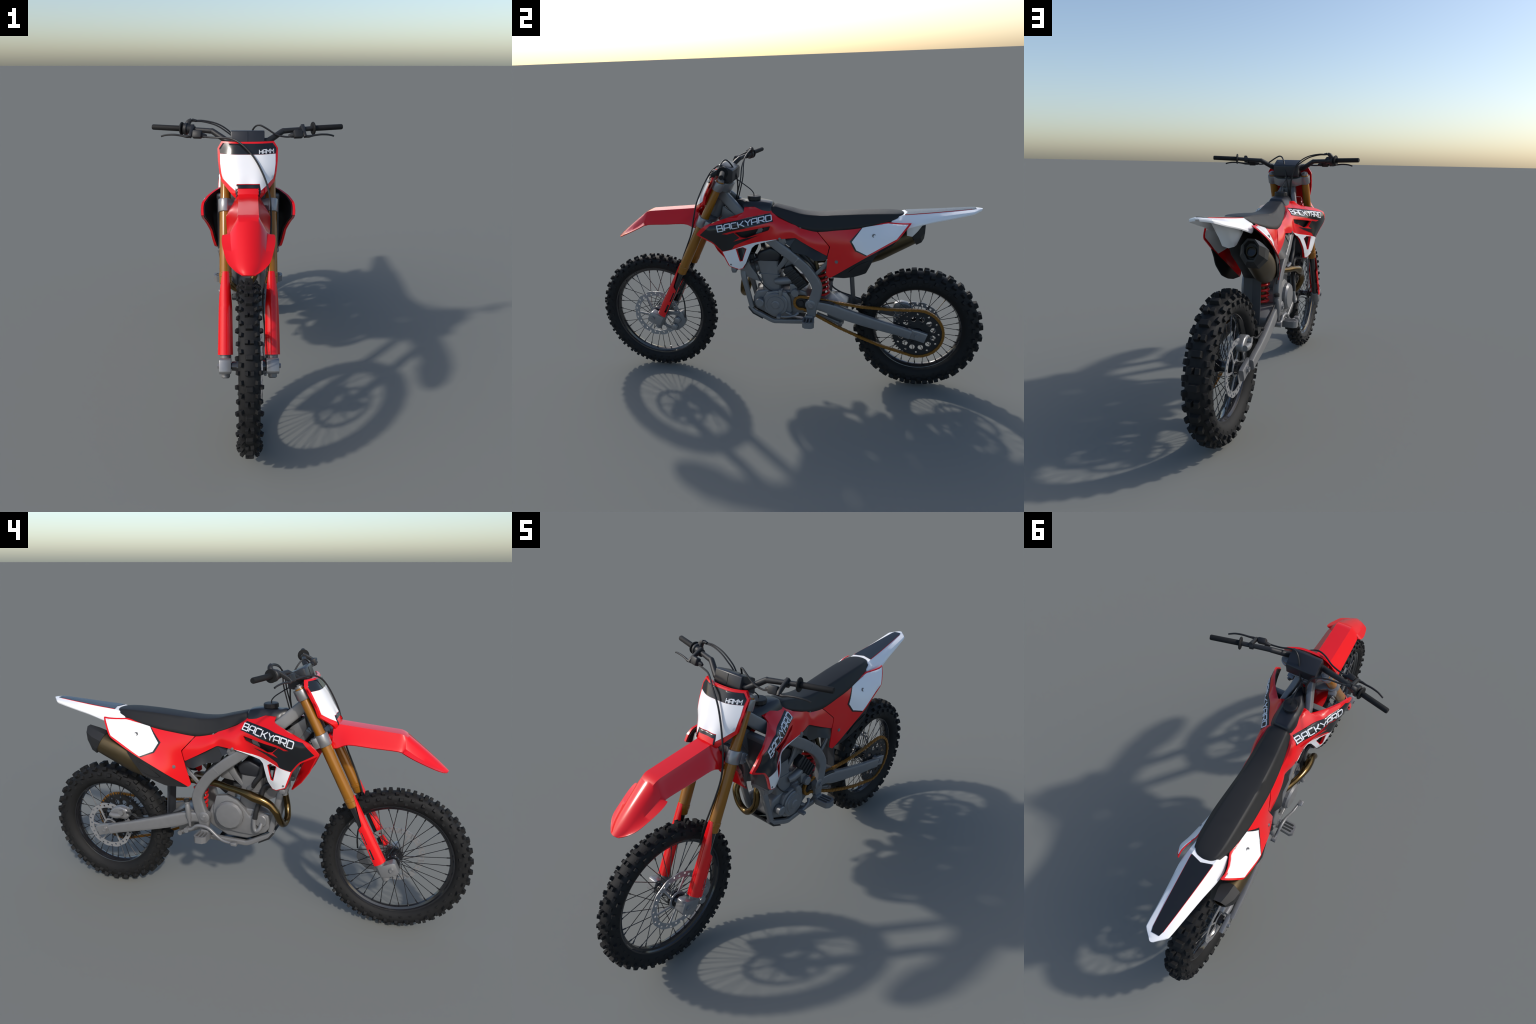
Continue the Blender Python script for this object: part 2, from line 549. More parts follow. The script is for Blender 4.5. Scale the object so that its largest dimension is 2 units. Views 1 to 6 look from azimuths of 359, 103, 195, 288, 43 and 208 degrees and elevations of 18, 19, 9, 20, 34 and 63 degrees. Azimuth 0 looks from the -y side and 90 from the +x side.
for sx in (1, -1):
    x = sx * FX
    fork = add("fork_tube", lathe([(-.004, .0185), (.000, .0200), (.19, .0205), (.21, .0238), (.49, .0238), (.492, .0252), (.506, .0252), (.508, .0240), (.530, .0240), (.534, .021)], fk(x, 0), DN, 32), "gold", angle=30)
    add("fork_cap", join(lathe([(-.012, .010), (-.012, .0175), (.002, .0185)], fk(x, 0), DN, 28), lathe([(-.018, .006), (-.018, .0085), (-.010, .0085)], fk(x, 0), DN, 6)), "alu_bright", fork, angle=25)
    add("stanchion", cyl(fk(x, .52), fk(x, .83), .0165, seg=28), "gloss", fork)
    # fork foot and axle lug
    foot = lathe([(.795, .018), (.80, .0215), (.852, .0215), (.86, .017), (.886, .0165), (.890, .012)], fk(x, 0), DN, 28)
    lug = []
    c = Vector(fk(x, .843, .041))
    P = [(-.028, -.050), (.020, -.050), (.029, -.022), (.029, .018), (.021, .026), (-.021, .026), (-.028, .018)]
    lv = [(a * FW + b * FW * 0) for a, b in P]
    def lugmap(a, b, d, c=c):
        p = c + DN * a + FW * b
        return (d, p.y, p.z)
    lugp = prism(P, x - .024 - (.0 if sx > 0 else -.002), x + .022, lugmap)
    add("axle_lug", join(foot), "alu", fork, angle=30)
    add("axle_lug", lugp, "alu_bright", fork, bevel=.0025, bevel_seg=2)
    hexbolt("axle_nut", (x + sx * .021, F_AX[0], F_AX[1]), (sx, 0, 0), .010, .008, "alu_bright", fork)
    # guard: curved shell in front of the stanchion, with two real slots in its outer flank
    N, Kk = 44, 30
    rows = []
    for i in range(N + 1):
        t = i / N
        s = .803 - t * .315
        lo, hi = -1.3, 2.05
        if t > 0.55:
            q = (t - .55) / .45
            hi = 2.05 - 0.75 * min(1, q / .10) - 1.0 * max(0, q - .1) ** 1.3
            lo = -1.3 + .75 * q
        rad = .0298 - .0055 * t
        row = []
        for k in range(Kk + 1):
            a = lo + (hi - lo) * k / Kk
            row.append((s, a, rad))
        rows.append(row)
    V, Fq = [], []
    def gp(s, a, rad):
        p = TOP + DN * s + FW * (rad * 1.10 * math.cos(a) - .001)
        return (x + sx * rad * math.sin(a), p.y, p.z)
    for off in (0, -.0028):
        for row in rows:
            for s, a, rad in row:
                V.append(gp(s, a, rad + off))
    W = Kk + 1
    keep = {}
    for i in range(N):
        for k in range(Kk):
            t = (i + .5) / N
            hole = (.10 < t < .24 and 26 <= k <= 28) or (.31 < t < .50 and 27 <= k <= 28)
            keep[(i, k)] = not hole
    base = (N + 1) * W
    for (i, k), ok in keep.items():
        if not ok:
            continue
        a, b, c2, d = i * W + k, i * W + k + 1, (i + 1) * W + k + 1, (i + 1) * W + k
        Fq += [(a, b, c2, d), (base + d, base + c2, base + b, base + a)]
        for (di, dk, e0, e1) in ((-1, 0, a, b), (0, 1, b, c2), (1, 0, c2, d), (0, -1, d, a)):
            if not keep.get((i + di, k + dk), False):
                Fq.append((e1, e0, base + e0, base + e1))
    add("fork_guard", (V, Fq), "red", fork, angle=40)

def clamp_outline(rear, front, w=.030):
    pts = [(0, front)]
    pts += [(.055, front + .006)]
    for k in range(9):
        a = PI * (.62 - 1.24 * k / 8)
        pts.append((FX + w * math.cos(a - .12), w * math.sin(a - .12)))
    pts += [(.050, rear * .86), (.02, rear)]
    return pts + [(-px, py) for px, py in pts[::-1] if px > 0]

def clamp(name, s0, s1, rear, front, w):
    def mp(a, b, d):
        p = TOP + DN * d + FW * b
        return (a, p.y, p.z)
    return add(name, prism(clamp_outline(rear, front, w), s0, s1, mp), "alu_bright", bevel=.003, angle=35)

uc = clamp("triple_clamp", .002, .046, -.050, -.006, .0265)
lc = clamp("triple_clamp", .200, .252, -.046, -.004, .0300)
for sx in (1, -1):
    blk = prism([(.082, -.022), (.116, -.016), (.118, -.040), (.088, -.046)], .204, .248, lambda a, b, d: (sx * a, *(TOP + DN * d + FW * b)[1:]))
    add("clamp_ear", blk, "alu_bright", lc, bevel=.002)
    for s in (.213, .226, .239):
        p0, p1 = Vector(fk(sx * .100, s, -.040)), Vector(fk(sx * .112, s, -.050))
        add("pinch_bolt", cyl(p0, p1, .0056, seg=12), "alu_bright", lc)
add("steering_stem", cyl(fk(0, .03, -.022), fk(0, .25, -.022), .022, seg=24), "alu", uc)
add("stem_nut", lathe([(0, .016), (.008, .016), (.008, .009)], fk(0, .004, -.022), -DN, 6), "alu_bright", uc, angle=20)

BAR = [(.262, -.1945, 1.140), (.205, -.2095, 1.1365), (.150, -.224, 1.1335), (.138, -.2275, 1.131), (.090, -.256, 1.103), (.070, -.263, 1.0975), (.0, -.264, 1.0965)]
bar_pts = BAR + [(-p[0], p[1], p[2]) for p in BAR[::-1][1:]]
bar = add("handlebar", tube(bar_pts, [.0095, .0100, .0110, .0115, .0125, .0130, .0130, .0130, .0125, .0115, .0110, .0100, .0095], 20, 5), "black")
# bar mounts and the pad that wraps the middle
for sx in (1, -1):
    add("bar_mount", prism([(-.278, 1.058), (-.225, 1.050), (-.228, 1.104), (-.248, 1.118), (-.282, 1.112)], sx * .030, sx * .066), "black", bar, bevel=.004)
add("bar_pad", prism([(-.290, 1.094), (-.2735, 1.1385), (-.262, 1.1400), (-.207, 1.1125), (-.2035, 1.107), (-.209, 1.056), (-.214, 1.050), (-.250, 1.060), (-.281, 1.082)], -.0665, .0665), "tank", bar, bevel=.003)
add("pad_seam", box((0, -.2822, 1.117), (.0008, .0016, .040), Matrix.Rotation(-.35, 3, 'X')), "decal", bar)
for sx in (1, -1):
    g0, g1 = Vector((sx * .262, -.1945, 1.140)), Vector((sx * .3895, -.162, 1.1435))
    ax = (g1 - g0).normalized()
    L = (g1 - g0).length
    add("grip", lathe([(0, .0105), (.004, .0115), (L - .004, .0112), (L, .0095)], g0, ax, 24), "rubber", bar)
    add("grip_flange", lathe([(.001, .012), (.001, .0245), (.003, .0262), (.006, .0262), (.008, .0245), (.008, .012)], g0, ax, 28), "rubber", bar)
    # perch, master cylinder and lever
    pc = Vector((sx * .221, -.2065, 1.137))
    add("lever_perch", lathe([(-.008, .0155), (.008, .0155)], pc, ax, 18), "black", bar)
    add("lever_perch", sweep([(sx * .222, -.200, 1.151, .016, .016), (sx * .224, -.228, 1.137, .014, .018), (sx * .226, -.252, 1.124, .014, .017), (sx * .229, -.264, 1.114, .013, .012)], 3), "black", bar)
    mc = Vector((sx * .200, -.255, 1.1235))
    rot = Matrix.Rotation(sx * .20, 3, 'Z') @ Matrix.Rotation(-.45, 3, 'X')
    add("master_cylinder", join(box(mc, (.038, .024, .032), rot)), "black", bar, bevel=.006)
    add("master_cylinder", lathe([(0, .010), (.012, .009), (.022, .005)], mc - Vector((sx * .016, -.003, .004)), (-sx, -.12, -.10), 14), "black", bar)
    lev = [(.226, -.258, 1.116), (.243, -.259, 1.1155), (.262, -.2535, 1.1185), (.290, -.248, 1.1215), (.318, -.241, 1.1205), (.336, -.234, 1.117), (.346, -.2305, 1.1135)]
    add("lever", tube([(sx * a, b, c) for a, b, c in lev], [.0060, .0055, .0042, .0040, .0038, .0036, .0038], 10, 4), "black", bar)
# throttle housing (right hand) and cable elbow
h0 = Vector((-.246, -.1985, 1.139))
ax = Vector((-.1275, .0325, .0035)).normalized()
add("throttle_housing", lathe([(-.022, .012), (-.020, .016), (-.006, .019), (-.002, .0245), (.008, .0245), (.012, .020)], h0, ax, 20), "black", bar)
add("throttle_housing", sweep([(-.243, -.190, 1.148, .022, .022), (-.240, -.184, 1.163, .022, .020), (-.228, -.181, 1.172, .014, .016), (-.208, -.181, 1.170, .010, .012)], 4, expo=3), "black", bar)

def cable(name, pts, r, parent=bar, mat="black"):
    return add(name, tube(pts, r, 8, 6), mat, parent)
cable("throttle_cable", [(-.215, -.180, 1.1705), (-.18, -.176, 1.170), (-.13, -.180, 1.160), (-.09, -.184, 1.140), (-.060, -.184, 1.11), (-.042, -.184, 1.06), (-.032, -.197, 1.0), (-.026, -.212, .945)], .0030)
cable("throttle_cable", [(-.215, -.184, 1.168), (-.18, -.181, 1.166), (-.13, -.186, 1.153), (-.09, -.191, 1.130), (-.056, -.193, 1.10), (-.036, -.195, 1.05), (-.026, -.206, 1.0), (-.019, -.218, .950)], .0030)
cable("clutch_cable", [(.182, -.259, 1.117), (.155, -.262, 1.114), (.115, -.262, 1.122), (.075, -.256, 1.146), (.048, -.248, 1.158), (.028, -.236, 1.150), (.012, -.218, 1.118), (.0, -.204, 1.07), (-.012, -.205, 1.01), (-.016, -.215, .950)], .0036)
cable("brake_hose", [(-.182, -.259, 1.116), (-.15, -.266, 1.113), (-.105, -.282, 1.113), (-.06, -.312, 1.112), (-.02, -.338, 1.092), (.02, -.358, 1.052), (.05, -.378, 1.003), (.074, -.398, .945), (.086, -.412, .88), (.088, -.430, .80), (.083, -.460, .73), (.073, -.493, .66), (.060, -.520, .59), (.054, -.534, .53), (.056, -.528, .47), (.062, -.512, .41), (.064, -.510, .36), (.064, -.514, .318)], .0037)

# =====================================================================
#  NUMBER PLATE
# =====================================================================
NPC = [(.292, .103, 1.101), (.297, .118, 1.075), (.352, .104, .956), (.349, .103, .984), (.407, .048, .898), (.418, .045, .922),
       (.314, .110, 1.052), (.400, .042, .951), (.408, .047, .932), (.322, .116, 1.03),
       (.318, 0, 1.101), (.313, .055, 1.101), (.331, 0, 1.075), (.328, .058, 1.075), (.366, 0, 1.012), (.361, .055, 1.012), (.400, 0, .951), (.415, 0, .922), (.372, .085, .945), (.412, 0, .898)]
NPC = NPC + [(d, -a, b) for d, a, b in NPC if a > 0]
npf = Spline2D(NPC, 2e-5)
NPM = lambda a, b, d: (a, -d, b)
np_half = [(.103, 1.101), (.119, 1.075), (.117, 1.03), (.111, .985), (.104, .954), (.075, .925), (.049, .898), (.046, .905), (.043, .934), (.037, .938)]
np_out = np_half + [(-a, b) for a, b in np_half[::-1]]
plate = add("number_plate", panel(np_out, npf, .010, NPM, h=.011), "red", angle=40)
def decal(name, poly, f, mapping, mat, parent, lift=.0014, thick=.002, h=.008, holes=(), corner=0.0):
    poly = round_corners(poly, corner) if corner else poly
    return add(name, panel(poly, lambda a, b: f(a, b) + lift, thick, mapping, holes, h=h), mat, parent, angle=60)
blk = [(.098, 1.095), (.112, 1.075), (.1085, 1.0565), (-.1085, 1.0565), (-.112, 1.075), (-.098, 1.095)]
decal("plate_decal", blk, npf, NPM, "decal", plate)
wh = [(.1085, 1.0555), (.108, 1.02), (.103, .985), (.098, .966), (.070, .943), (.049, .929), (.045, .953), (-.045, .953), (-.049, .929), (-.070, .943), (-.098, .966), (-.103, .985), (-.108, 1.02), (-.1085, 1.0555)]
decal("plate_decal", wh, npf, NPM, "white", plate)
decal("plate_decal", [(.0475, .914), (.0485, .927), (.044, .9505), (-.044, .9505), (-.0485, .927), (-.0475, .914), (-.0445, .918), (-.041, .9385), (.041, .9385), (.0445, .918)], npf, NPM, "decal", plate)
def np_place(u, v, l, sc=.0155):
    a, b = .0445 + u * sc * .86, 1.0585 + v * sc * .93
    return (a, -(npf(a, b) + .0026 + l), b)
v, f, _ = lettering("HAMM", np_place, .2)
add("lettering", (v, f), "letter", plate, smooth=False)
# red tongue below the plate joining the fender
add("plate_tongue", loft([[(-.040, -.400, .934), (.040, -.400, .934), (.040, -.409, .937), (-.040, -.409, .937)],
                          [(-.041, -.404, .918), (.041, -.404, .918), (.041, -.417, .918), (-.041, -.417, .918)],
                          [(-.038, -.400, .902), (.038, -.400, .902), (.038, -.424, .905), (-.038, -.424, .905)]]), "red", plate, bevel=.002)

# =====================================================================
#  FRONT FENDER
# =====================================================================
# section: y shift columns per point (x, y, z): crown centre, crown edge, bevel edge, flank low, lip
FS = [
    [(0, -.395, .9188), (.037, -.395, .9180), (.046, -.398, .902), (.066, -.398, .860), (.072, -.396, .822)],
    [(0, -.425, .9163), (.037, -.425, .9155), (.046, -.425, .899), (.070, -.425, .862), (.078, -.425, .828)],
    [(0, -.470, .9123), (.037, -.470, .9115), (.046, -.470, .895), (.072, -.470, .864), (.083, -.468, .846)],
    [(0, -.560, .9048), (.0365, -.560, .9040), (.045, -.562, .887), (.069, -.566, .857), (.079, -.566, .840)],
    [(0, -.640, .8981), (.036, -.640, .8973), (.043, -.644, .881), (.065, -.652, .851), (.0745, -.655, .835)],
    [(0, -.668, .8950), (.036, -.668, .8940), (.0425, -.676, .8785), (.063, -.683, .846), (.073, -.680, .830)],
    [(0, -.690, .8870), (.034, -.690, .8835), (.0435, -.697, .868), (.0615, -.702, .835), (.089, -.684, .832)],
    [(0, -.725, .8620), (.031, -.725, .8575), (.0445, -.727, .843), (.060, -.730, .817), (.091, -.714, .817)],
    [(0, -.770, .8275), (.029, -.769, .8235), (.043, -.768, .811), (.056, -.768, .796), (.083, -.758, .7955)],
    [(0, -.815, .7920), (.026, -.812, .7885), (.038, -.810, .781), (.048, -.808, .775), (.069, -.808, .7725)],
    [(0, -.845, .7665), (.025, -.841, .7630), (.030, -.838, .760), (.036, -.837, .757), (.044, -.838, .7565)],
    [(0, -.862, .7510), (.010, -.860, .7500), (.014, -.8585, .7495), (.018, -.857, .749), (.022, -.8555, .7490)],
]
def fender_ring(sec, t=.004):
    top = [(-x, y, z) for x, y, z in sec[:0:-1]] + sec
    bot = [(x * .96, y + t * .35, z - t) for x, y, z in top[::-1]]
    return top + bot
FSd = [[tuple(p) for p in s] for s in FS]
dense = []
cols = [catmull([s[k] for s in FSd], 4) for k in range(5)]
for i in range(len(cols[0])):
    dense.append(fender_ring([tuple(cols[k][i]) for k in range(5)]))
fender = add("front_fender", loft(dense), "red", angle=33)
# mud shield: V-folded red tongue that drops behind the fork legs
tongue = []
for yc, zc, w, ys, zs in ((-.375, .845, .074, -.395, .845), (-.325, .815, .076, -.362, .812), (-.290, .772, .074, -.332, .765), (-.261, .715, .060, -.303, .700), (-.236, .645, .034, -.263, .640), (-.2155, .592, .004, -.2175, .592)):
    tongue.append([(-w, ys, zs), (-w * .45, yc - .006, zc), (0, yc, zc), (w * .45, yc - .006, zc), (w, ys, zs), (w * .97, ys - .005, zs), (0, yc - .006, zc - .003), (-w * .97, ys - .005, zs)])
add("mud_shield", loft(tongue), "red", fender, angle=25)
# bracket under the rear of the fender, between the fork legs
add("fender_bracket", loft([[(-.060, -.375, .868), (.060, -.375, .868), (.055, -.375, .835), (-.055, -.375, .835)], [(-.064, -.44, .872), (.064, -.44, .872), (.060, -.44, .85), (-.060, -.44, .85)]]), "red", fender, bevel=.003)

# =====================================================================
#  RADIATOR SHROUDS AND SIDE PANELS
# =====================================================================
SH = [(.185, -.37, .822), (.057, -.03, .903), (.086, -.01, .869), (.178, -.301, .866), (.186, -.35, .821), (.159, -.251, .732), (.160, -.202, .745), (.143, -.223, .654), (.13, -.181, .633), (.122, -.166, .634), (.14, -.17, .679), (.147, -.185, .745), (.124, -.144, .736), (.103, .013, .787), (.1, -.106, .752), (.093, -.023, .846), (.095, -.031, .827), (.133, -.152, .794), (.149, -.194, .827), (.1, .022, .787), (.084, .098, .789), (.073, .198, .822), (.094, .26, .753), (.093, .25, .708), (.069, .121, .837), (.063, -.158, .929), (.083, -.154, .91), (.035, -.034, .92),
      (.180, -.26, .838), (.176, -.266, .867), (.170, -.225, .844), (.147, -.172, .851), (.144, -.174, .88), (.130, -.122, .860), (.111, -.081, .866), (.121, -.103, .863), (.093, -.041, .871), (.083, -.017, .873), (.066, -.027, .894),
      (.106, -.185, .903), (.131, -.216, .897), (.157, -.262, .886), (.184, -.326, .866), (.187, -.35, .847),
      (.0900, .066, .826), (.0905, .12, .8000), (.0920, .19, .776)]
shf = Spline2D(SH, 2e-4)
SH_OUT = [(-.034, .920), (-.10, .9315), (-.158, .929), (-.155, .911), (-.185, .903), (-.216, .897), (-.262, .886), (-.304, .873), (-.326, .8655), (-.350, .847), (-.371, .822), (-.300, .783), (-.283, .767), (-.257, .732), (-.227, .652), (-.181, .631), (-.163, .632), (-.147, .662), (-.119, .735), (-.104, .753), (.013, .785), (.070, .788), (.098, .789), (.250, .706), (.2605, .753), (.1975, .8225), (.159, .829), (.12, .839), (.06, .862), (.012, .883), (-.022, .906)]
VENT = [(-.191, .826), (-.110, .836), (-.024, .847), (-.033, .826), (-.090, .810), (-.138, .793), (-.163, .799)]
HOLE = [(-.184, .744), (-.156, .747), (-.142, .737), (-.161, .681), (-.170, .680)]
DEC = [(-.030, .903), (-.12, .893), (-.301, .866), (-.351, .821), (-.291, .785), (-.276, .768), (-.251, .734), (-.202, .746), (-.191, .763), (-.08, .803), (-.196, .783), (-.167, .799), (-.193, .8265), (-.221, .821), (-.246, .8265), (-.149, .844), (-.010, .869)]
WHT = [(-.250, .7315), (-.202, .7435), (-.155, .7545), (.011, .7855), (-.100, .7525), (-.117, .738), (-.145, .665), (-.165, .636), (-.181, .635), (-.222, .654)]
WHT_HOLE = [(-.187, .7455), (-.155, .7495), (-.139, .738), (-.159, .678), (-.172, .677)]

# side panels (the exhaust side bulges further out)
SP_COMMON = [(.073, .198, .822), (.094, .26, .753), (.094, .25, .708), (.08, .416, .849), (.078, .533, .873), (.095, .638, .879)]
spf_l = Spline2D(SP_COMMON + [(.100, .368, .783), (.109, .39, .745), (.130, .441, .722), (.134, .573, .811), (.101, .624, .875), (.133, .576, .803), (.103, .47, .817), (.092, .262, .594), (.090, .245, .607), (.122, .40, .694), (.112, .35, .657), (.102, .30, .62)])
spf_r = Spline2D(SP_COMMON + [(.104, .368, .783), (.119, .39, .745), (.152, .441, .726), (.155, .573, .812), (.103, .624, .875), (.155, .576, .805), (.112, .47, .817), (.145, .406, .701), (.137, .37, .678), (.129, .334, .655), (.118, .3, .632), (.106, .266, .61), (.094, .233, .586), (.092, .225, .60)])
SP_OUT = [(.2025, .8220), (.28, .8285), (.35, .839), (.416, .853), (.475, .865), (.533, .8755), (.639, .8795), (.577, .805), (.508, .762), (.441, .720), (.35, .655), (.263, .592), (.244, .606), (.2535, .706), (.2650, .7535)]
SPW = [(.416, .849), (.368, .783), (.390, .745), (.441, .728), (.573, .8125), (.624, .8745), (.534, .8715)]
SPB = [(.411, .846), (.358, .785), (.384, .740), (.436, .724), (.441, .7275), (.3905, .7455), (.3685, .783), (.4155, .8475)]
AB_L = [(.500, .757), (.474, .716), (.457, .678), (.437, .632), (.408, .618), (.380, .607), (.333, .597), (.280, .596), (.268, .598), (.35, .657), (.441, .722)]
AB_R = [(.506, .759), (.488, .722), (.443, .657), (.432, .638), (.401, .621), (.371, .604), (.339, .589), (.310, .585), (.280, .584), (.250, .582), (.238, .586), (.266, .6085), (.334, .6535), (.406, .699), (.441, .7235)]
SP_R = SP_OUT[:SP_OUT.index((.508, .762)) + 1] + [(.441, .7215), (.406, .6985), (.37, .6755), (.334, .6525), (.3, .6295), (.266, .6075), (.236, .5855), (.2245, .5985)] + SP_OUT[-2:]
abf_l = Spline2D([(.131, .44, .72), (.136, .49, .745), (.135, .477, .72), (.133, .457, .68), (.114, .437, .632), (.108, .408, .618), (.104, .38, .607), (.1, .333, .598), (.094, .276, .596), (.112, .35, .657), (.122, .4, .693)], 1e-5)
abf_r = Spline2D([(.154, .44, .722), (.152, .443, .658), (.149, .432, .638), (.139, .401, .621), (.128, .371, .604), (.119, .339, .589), (.11, .31, .585), (.103, .28, .584), (.096, .25, .582), (.145, .406, .7), (.137, .37, .677), (.118, .3, .63), (.156, .5, .75)], 1e-5)

for s in (1, -1):
    mp = YZ(s)
    shroud = add("radiator_shroud", panel(round_corners(SH_OUT, .006, 2), shf, .0100, mp, [round_corners(VENT, .004, 2), HOLE], h=.012), "red", angle=50)
    add("shroud_liner", panel([(a * .985 + .0012, b * .985 + .0115) for a, b in SH_OUT if a < .0], lambda a, b: shf(a, b) - .0110, .004, mp, [VENT, HOLE], h=.014), "black", shroud, angle=50)
    decal("shroud_decal", DEC, shf, mp, "decal", shroud)
    decal("shroud_decal", WHT, shf, mp, "white", shroud, holes=[WHT_HOLE])
    add("tank_side", panel([(-.215, .835), (-.11, .848), (-.015, .858), (-.02, .815), (-.09, .795), (-.15, .775), (-.20, .79)], lambda a, b: shf(a, b) - .028, .006, mp, h=.02), "black", shroud)
    # BACKYARD lettering along the decal strip
    w = text_width("BACKYARD")
    A0, A1 = ((-.2605, .8385), (-.017, .8745)) if s > 0 else ((-.0185, .8742), (-.2605, .8385))
    bx, by = (A1[0] - A0[0]) / w, (A1[1] - A0[1]) / w
    up = (-.0060, .0270)
    def pl(u, v, l):
        # letters shrink a little towards the tail as the strip does
        a = A0[0] + bx * u + up[0] * v
        b = A0[1] + by * u + up[1] * v * (1.0 - .20 * ((a + .26) / .24))
        return (s * (shf(a, b) + .0034 + l), a, b)
    v, f, _ = lettering("BACKYARD", pl, .155)
    add("lettering", (v, f), "letter", shroud, smooth=False)
    for (a, b), mat in (((.022, .787), "alu"), ((.121, .838), "alu")):
        d = shf(a, b)
        add("bolt", lathe([(-.012, .0065), (.002, .0065), (.003, .0045)], (s * d, a, b), (s, 0, 0), 12), mat, shroud)
    add("bolt", lathe([(-.004, .0045), (.003, .0045), (.0035, .002)], (s * shf(-.216, .662), -.216, .662), (s, 0, 0), 12), "alu", shroud)
    # inner ear that ties the shroud to the tank
    add("shroud_ear", panel([(-.158, .929), (-.10, .9315), (-.115, .915), (-.15, .905)], lambda a, b: shf(a, b) - .006, .010, mp, h=.02), "red", shroud)

    spf, abf = (spf_l, abf_l) if s > 0 else (spf_r, abf_r)
    side = add("side_panel", panel(round_corners(SP_OUT if s > 0 else SP_R, .005, 2), spf, .0045, mp, h=.012), "red", angle=50)
    decal("panel_decal", SPW, spf, mp, "white", side, thick=.0075)
    decal("panel_decal", SPB, spf, mp, "decal", side)
    d = spf(.47, .817)
    add("panel_screw", lathe([(-.002, .0090), (.0032, .0085), (.0034, .006), (.001, .0055), (.001, .0001)], (s * d, .47, .817), (s, .25, .2), 14), "alu", side)
    d = spf(.296, .680)
    add("panel_screw", lathe([(-.002, .0085), (.0016, .0080), (.0018, .006), (.004, .0055), (.0045, .002)], (s * d, .296, .680), (s, 0, 0), 14), "alu", side)
    # black lower airbox flare below the panel
    add("airbox_flare", panel(round_corners(AB_L if s > 0 else AB_R, .006, 2), lambda a, b: abf(a, b) - .003, .005, mp, h=.014), "black", side, angle=50)
    add("airbox_flare", panel([(.455, .705), (.430, .655), (.385, .630), (.355, .632), (.40, .675)], lambda a, b: abf(a, b) + .001, .004, mp, h=.02), "black", side, angle=50)

# =====================================================================
#  SEAT, TANK, REAR FENDER
# =====================================================================
ST = [(-.034, .922, .026, .919, .042, .908), (-.026, .931, .033, .927, .047, .902), (-.012, .934, .0365, .930, .054, .897), (.02, .9265, .038, .9225, .060, .880), (.06, .9165, .040, .9125, .067, .861), (.12, .9010, .043, .8970, .0725, .838), (.2, .8945, .0465, .8915, .078, .8245),
      (.3, .8995, .0500, .8965, .082, .8335), (.4, .9060, .0520, .9030, .0835, .848), (.5, .9100, .0515, .9070, .0755, .868), (.55, .9102, .048, .9072, .064, .881), (.58, .9092, .040, .9062, .054, .889), (.597, .907, .024, .9045, .034, .897), (.603, .903, .008, .901, .012, .898)]
rings = []
for y, zt, xc, zc, xo, zo in catmull(ST, 4):
    half = [(0, zt), (xc * .55, zt - .0005), (xc * .86, (zt * .4 + zc * .6)), (xc, zc), (xc + .10 * (xo - xc) + .002, zc - .22 * (zc - zo)), (xo - .12 * (xo - xc), zo + .25 * (zc - zo)), (xo, zo + .005), (xo - .001, zo - .003), (xo - .008, zo - .010)]
    ring = [(x, y, z) for x, z in half] + [(0, y, zo - .012)] + [(-x, y, z) for x, z in half[:0:-1]]
    rings.append(ring)
seat = add("seat", loft(rings), "seat", angle=60)

TK = [(-.245, .945, .008, .018, .925), (-.215, .951, .012, .024, .92), (-.185, .956, .020, .036, .915), (-.165, .953, .030, .050, .910), (-.13, .9555, .034, .056, .908), (-.08, .954, .034, .056, .906), (-.04, .947, .032, .050, .905), (-.028, .940, .028, .045, .900), (-.022, .925, .026, .042, .895)]
rings = []
for y, zt, xt, xl, zl in catmull(TK, 4):
    half = [(0, zt + .001), (xt * .8, zt), (xt, zt - .0025), (xt * .55 + xl * .45, zt - .35 * (zt - zl)), (xl, zl + .01), (xl, zl), (xl, zl - .03)]
    rings.append([(x, y, z) for x, z in half] + [(-x, y, z) for x, z in half[::-1][:-1]])
tank = add("fuel_tank", loft(rings), "tank", angle=40)
add("tank_cap", lathe([(0, .026), (.004, .0265), (.005, .0325), (.020, .0325), (.023, .030), (.024, .001)], (0, -.121, .9525), (0, .05, 1), 12, phase=.2), "black", tank, angle=25)
cable("breather_hose", [(0, -.121, .975), (-.001, -.123, .988), (-.003, -.137, 1.005), (-.006, -.163, 1.024), (-.012, -.195, 1.045), (-.02, -.225, 1.062)], .0026, tank)

# rear fender: columns = centre, decal edge, shoulder crease, outer edge
RF = [  # y: (xc.. )
    [(0, .560, .890), (.044, .560, .894), (.066, .548, .878), (.072, .545, .868), (.070, .545, .862)],
    [(0, .596, .898), (.048, .590, .900), (.070, .580, .884), (.080, .580, .862), (.081, .580, .852)],
    [(0, .613, .9056), (.0475, .606, .9050), (.070, .610, .886), (.083, .612, .862), (.085, .612, .850)],
    [(0, .66, .9095), (.0435, .66, .9090), (.066, .66, .890), (.080, .66, .872), (.082, .66, .862)],
    [(0, .73, .9150), (.0375, .73, .9145), (.060, .73, .899), (.070, .73, .884), (.071, .73, .879)],
    [(0, .82, .9230), (.0295, .82, .9225), (.052, .82, .911), (.0585, .82, .900), (.0590, .82, .8965)],
    [(0, .90, .9300), (.0225, .90, .9295), (.0455, .90, .9225), (.0490, .90, .917), (.0490, .90, .914)],
    [(0, .926, .9318), (.0195, .924, .9310), (.0400, .917, .9255), (.0430, .917, .921), (.0430, .917, .918)],
    [(0, .946, .9308), (.0120, .944, .9305), (.0190, .938, .9285), (.0200, .938, .925), (.0200, .938, .923)],
    [(0, .952, .9300), (.0050, .951, .9300), (.0080, .949, .9280), (.0085, .949, .926), (.0085, .949, .925)],
]
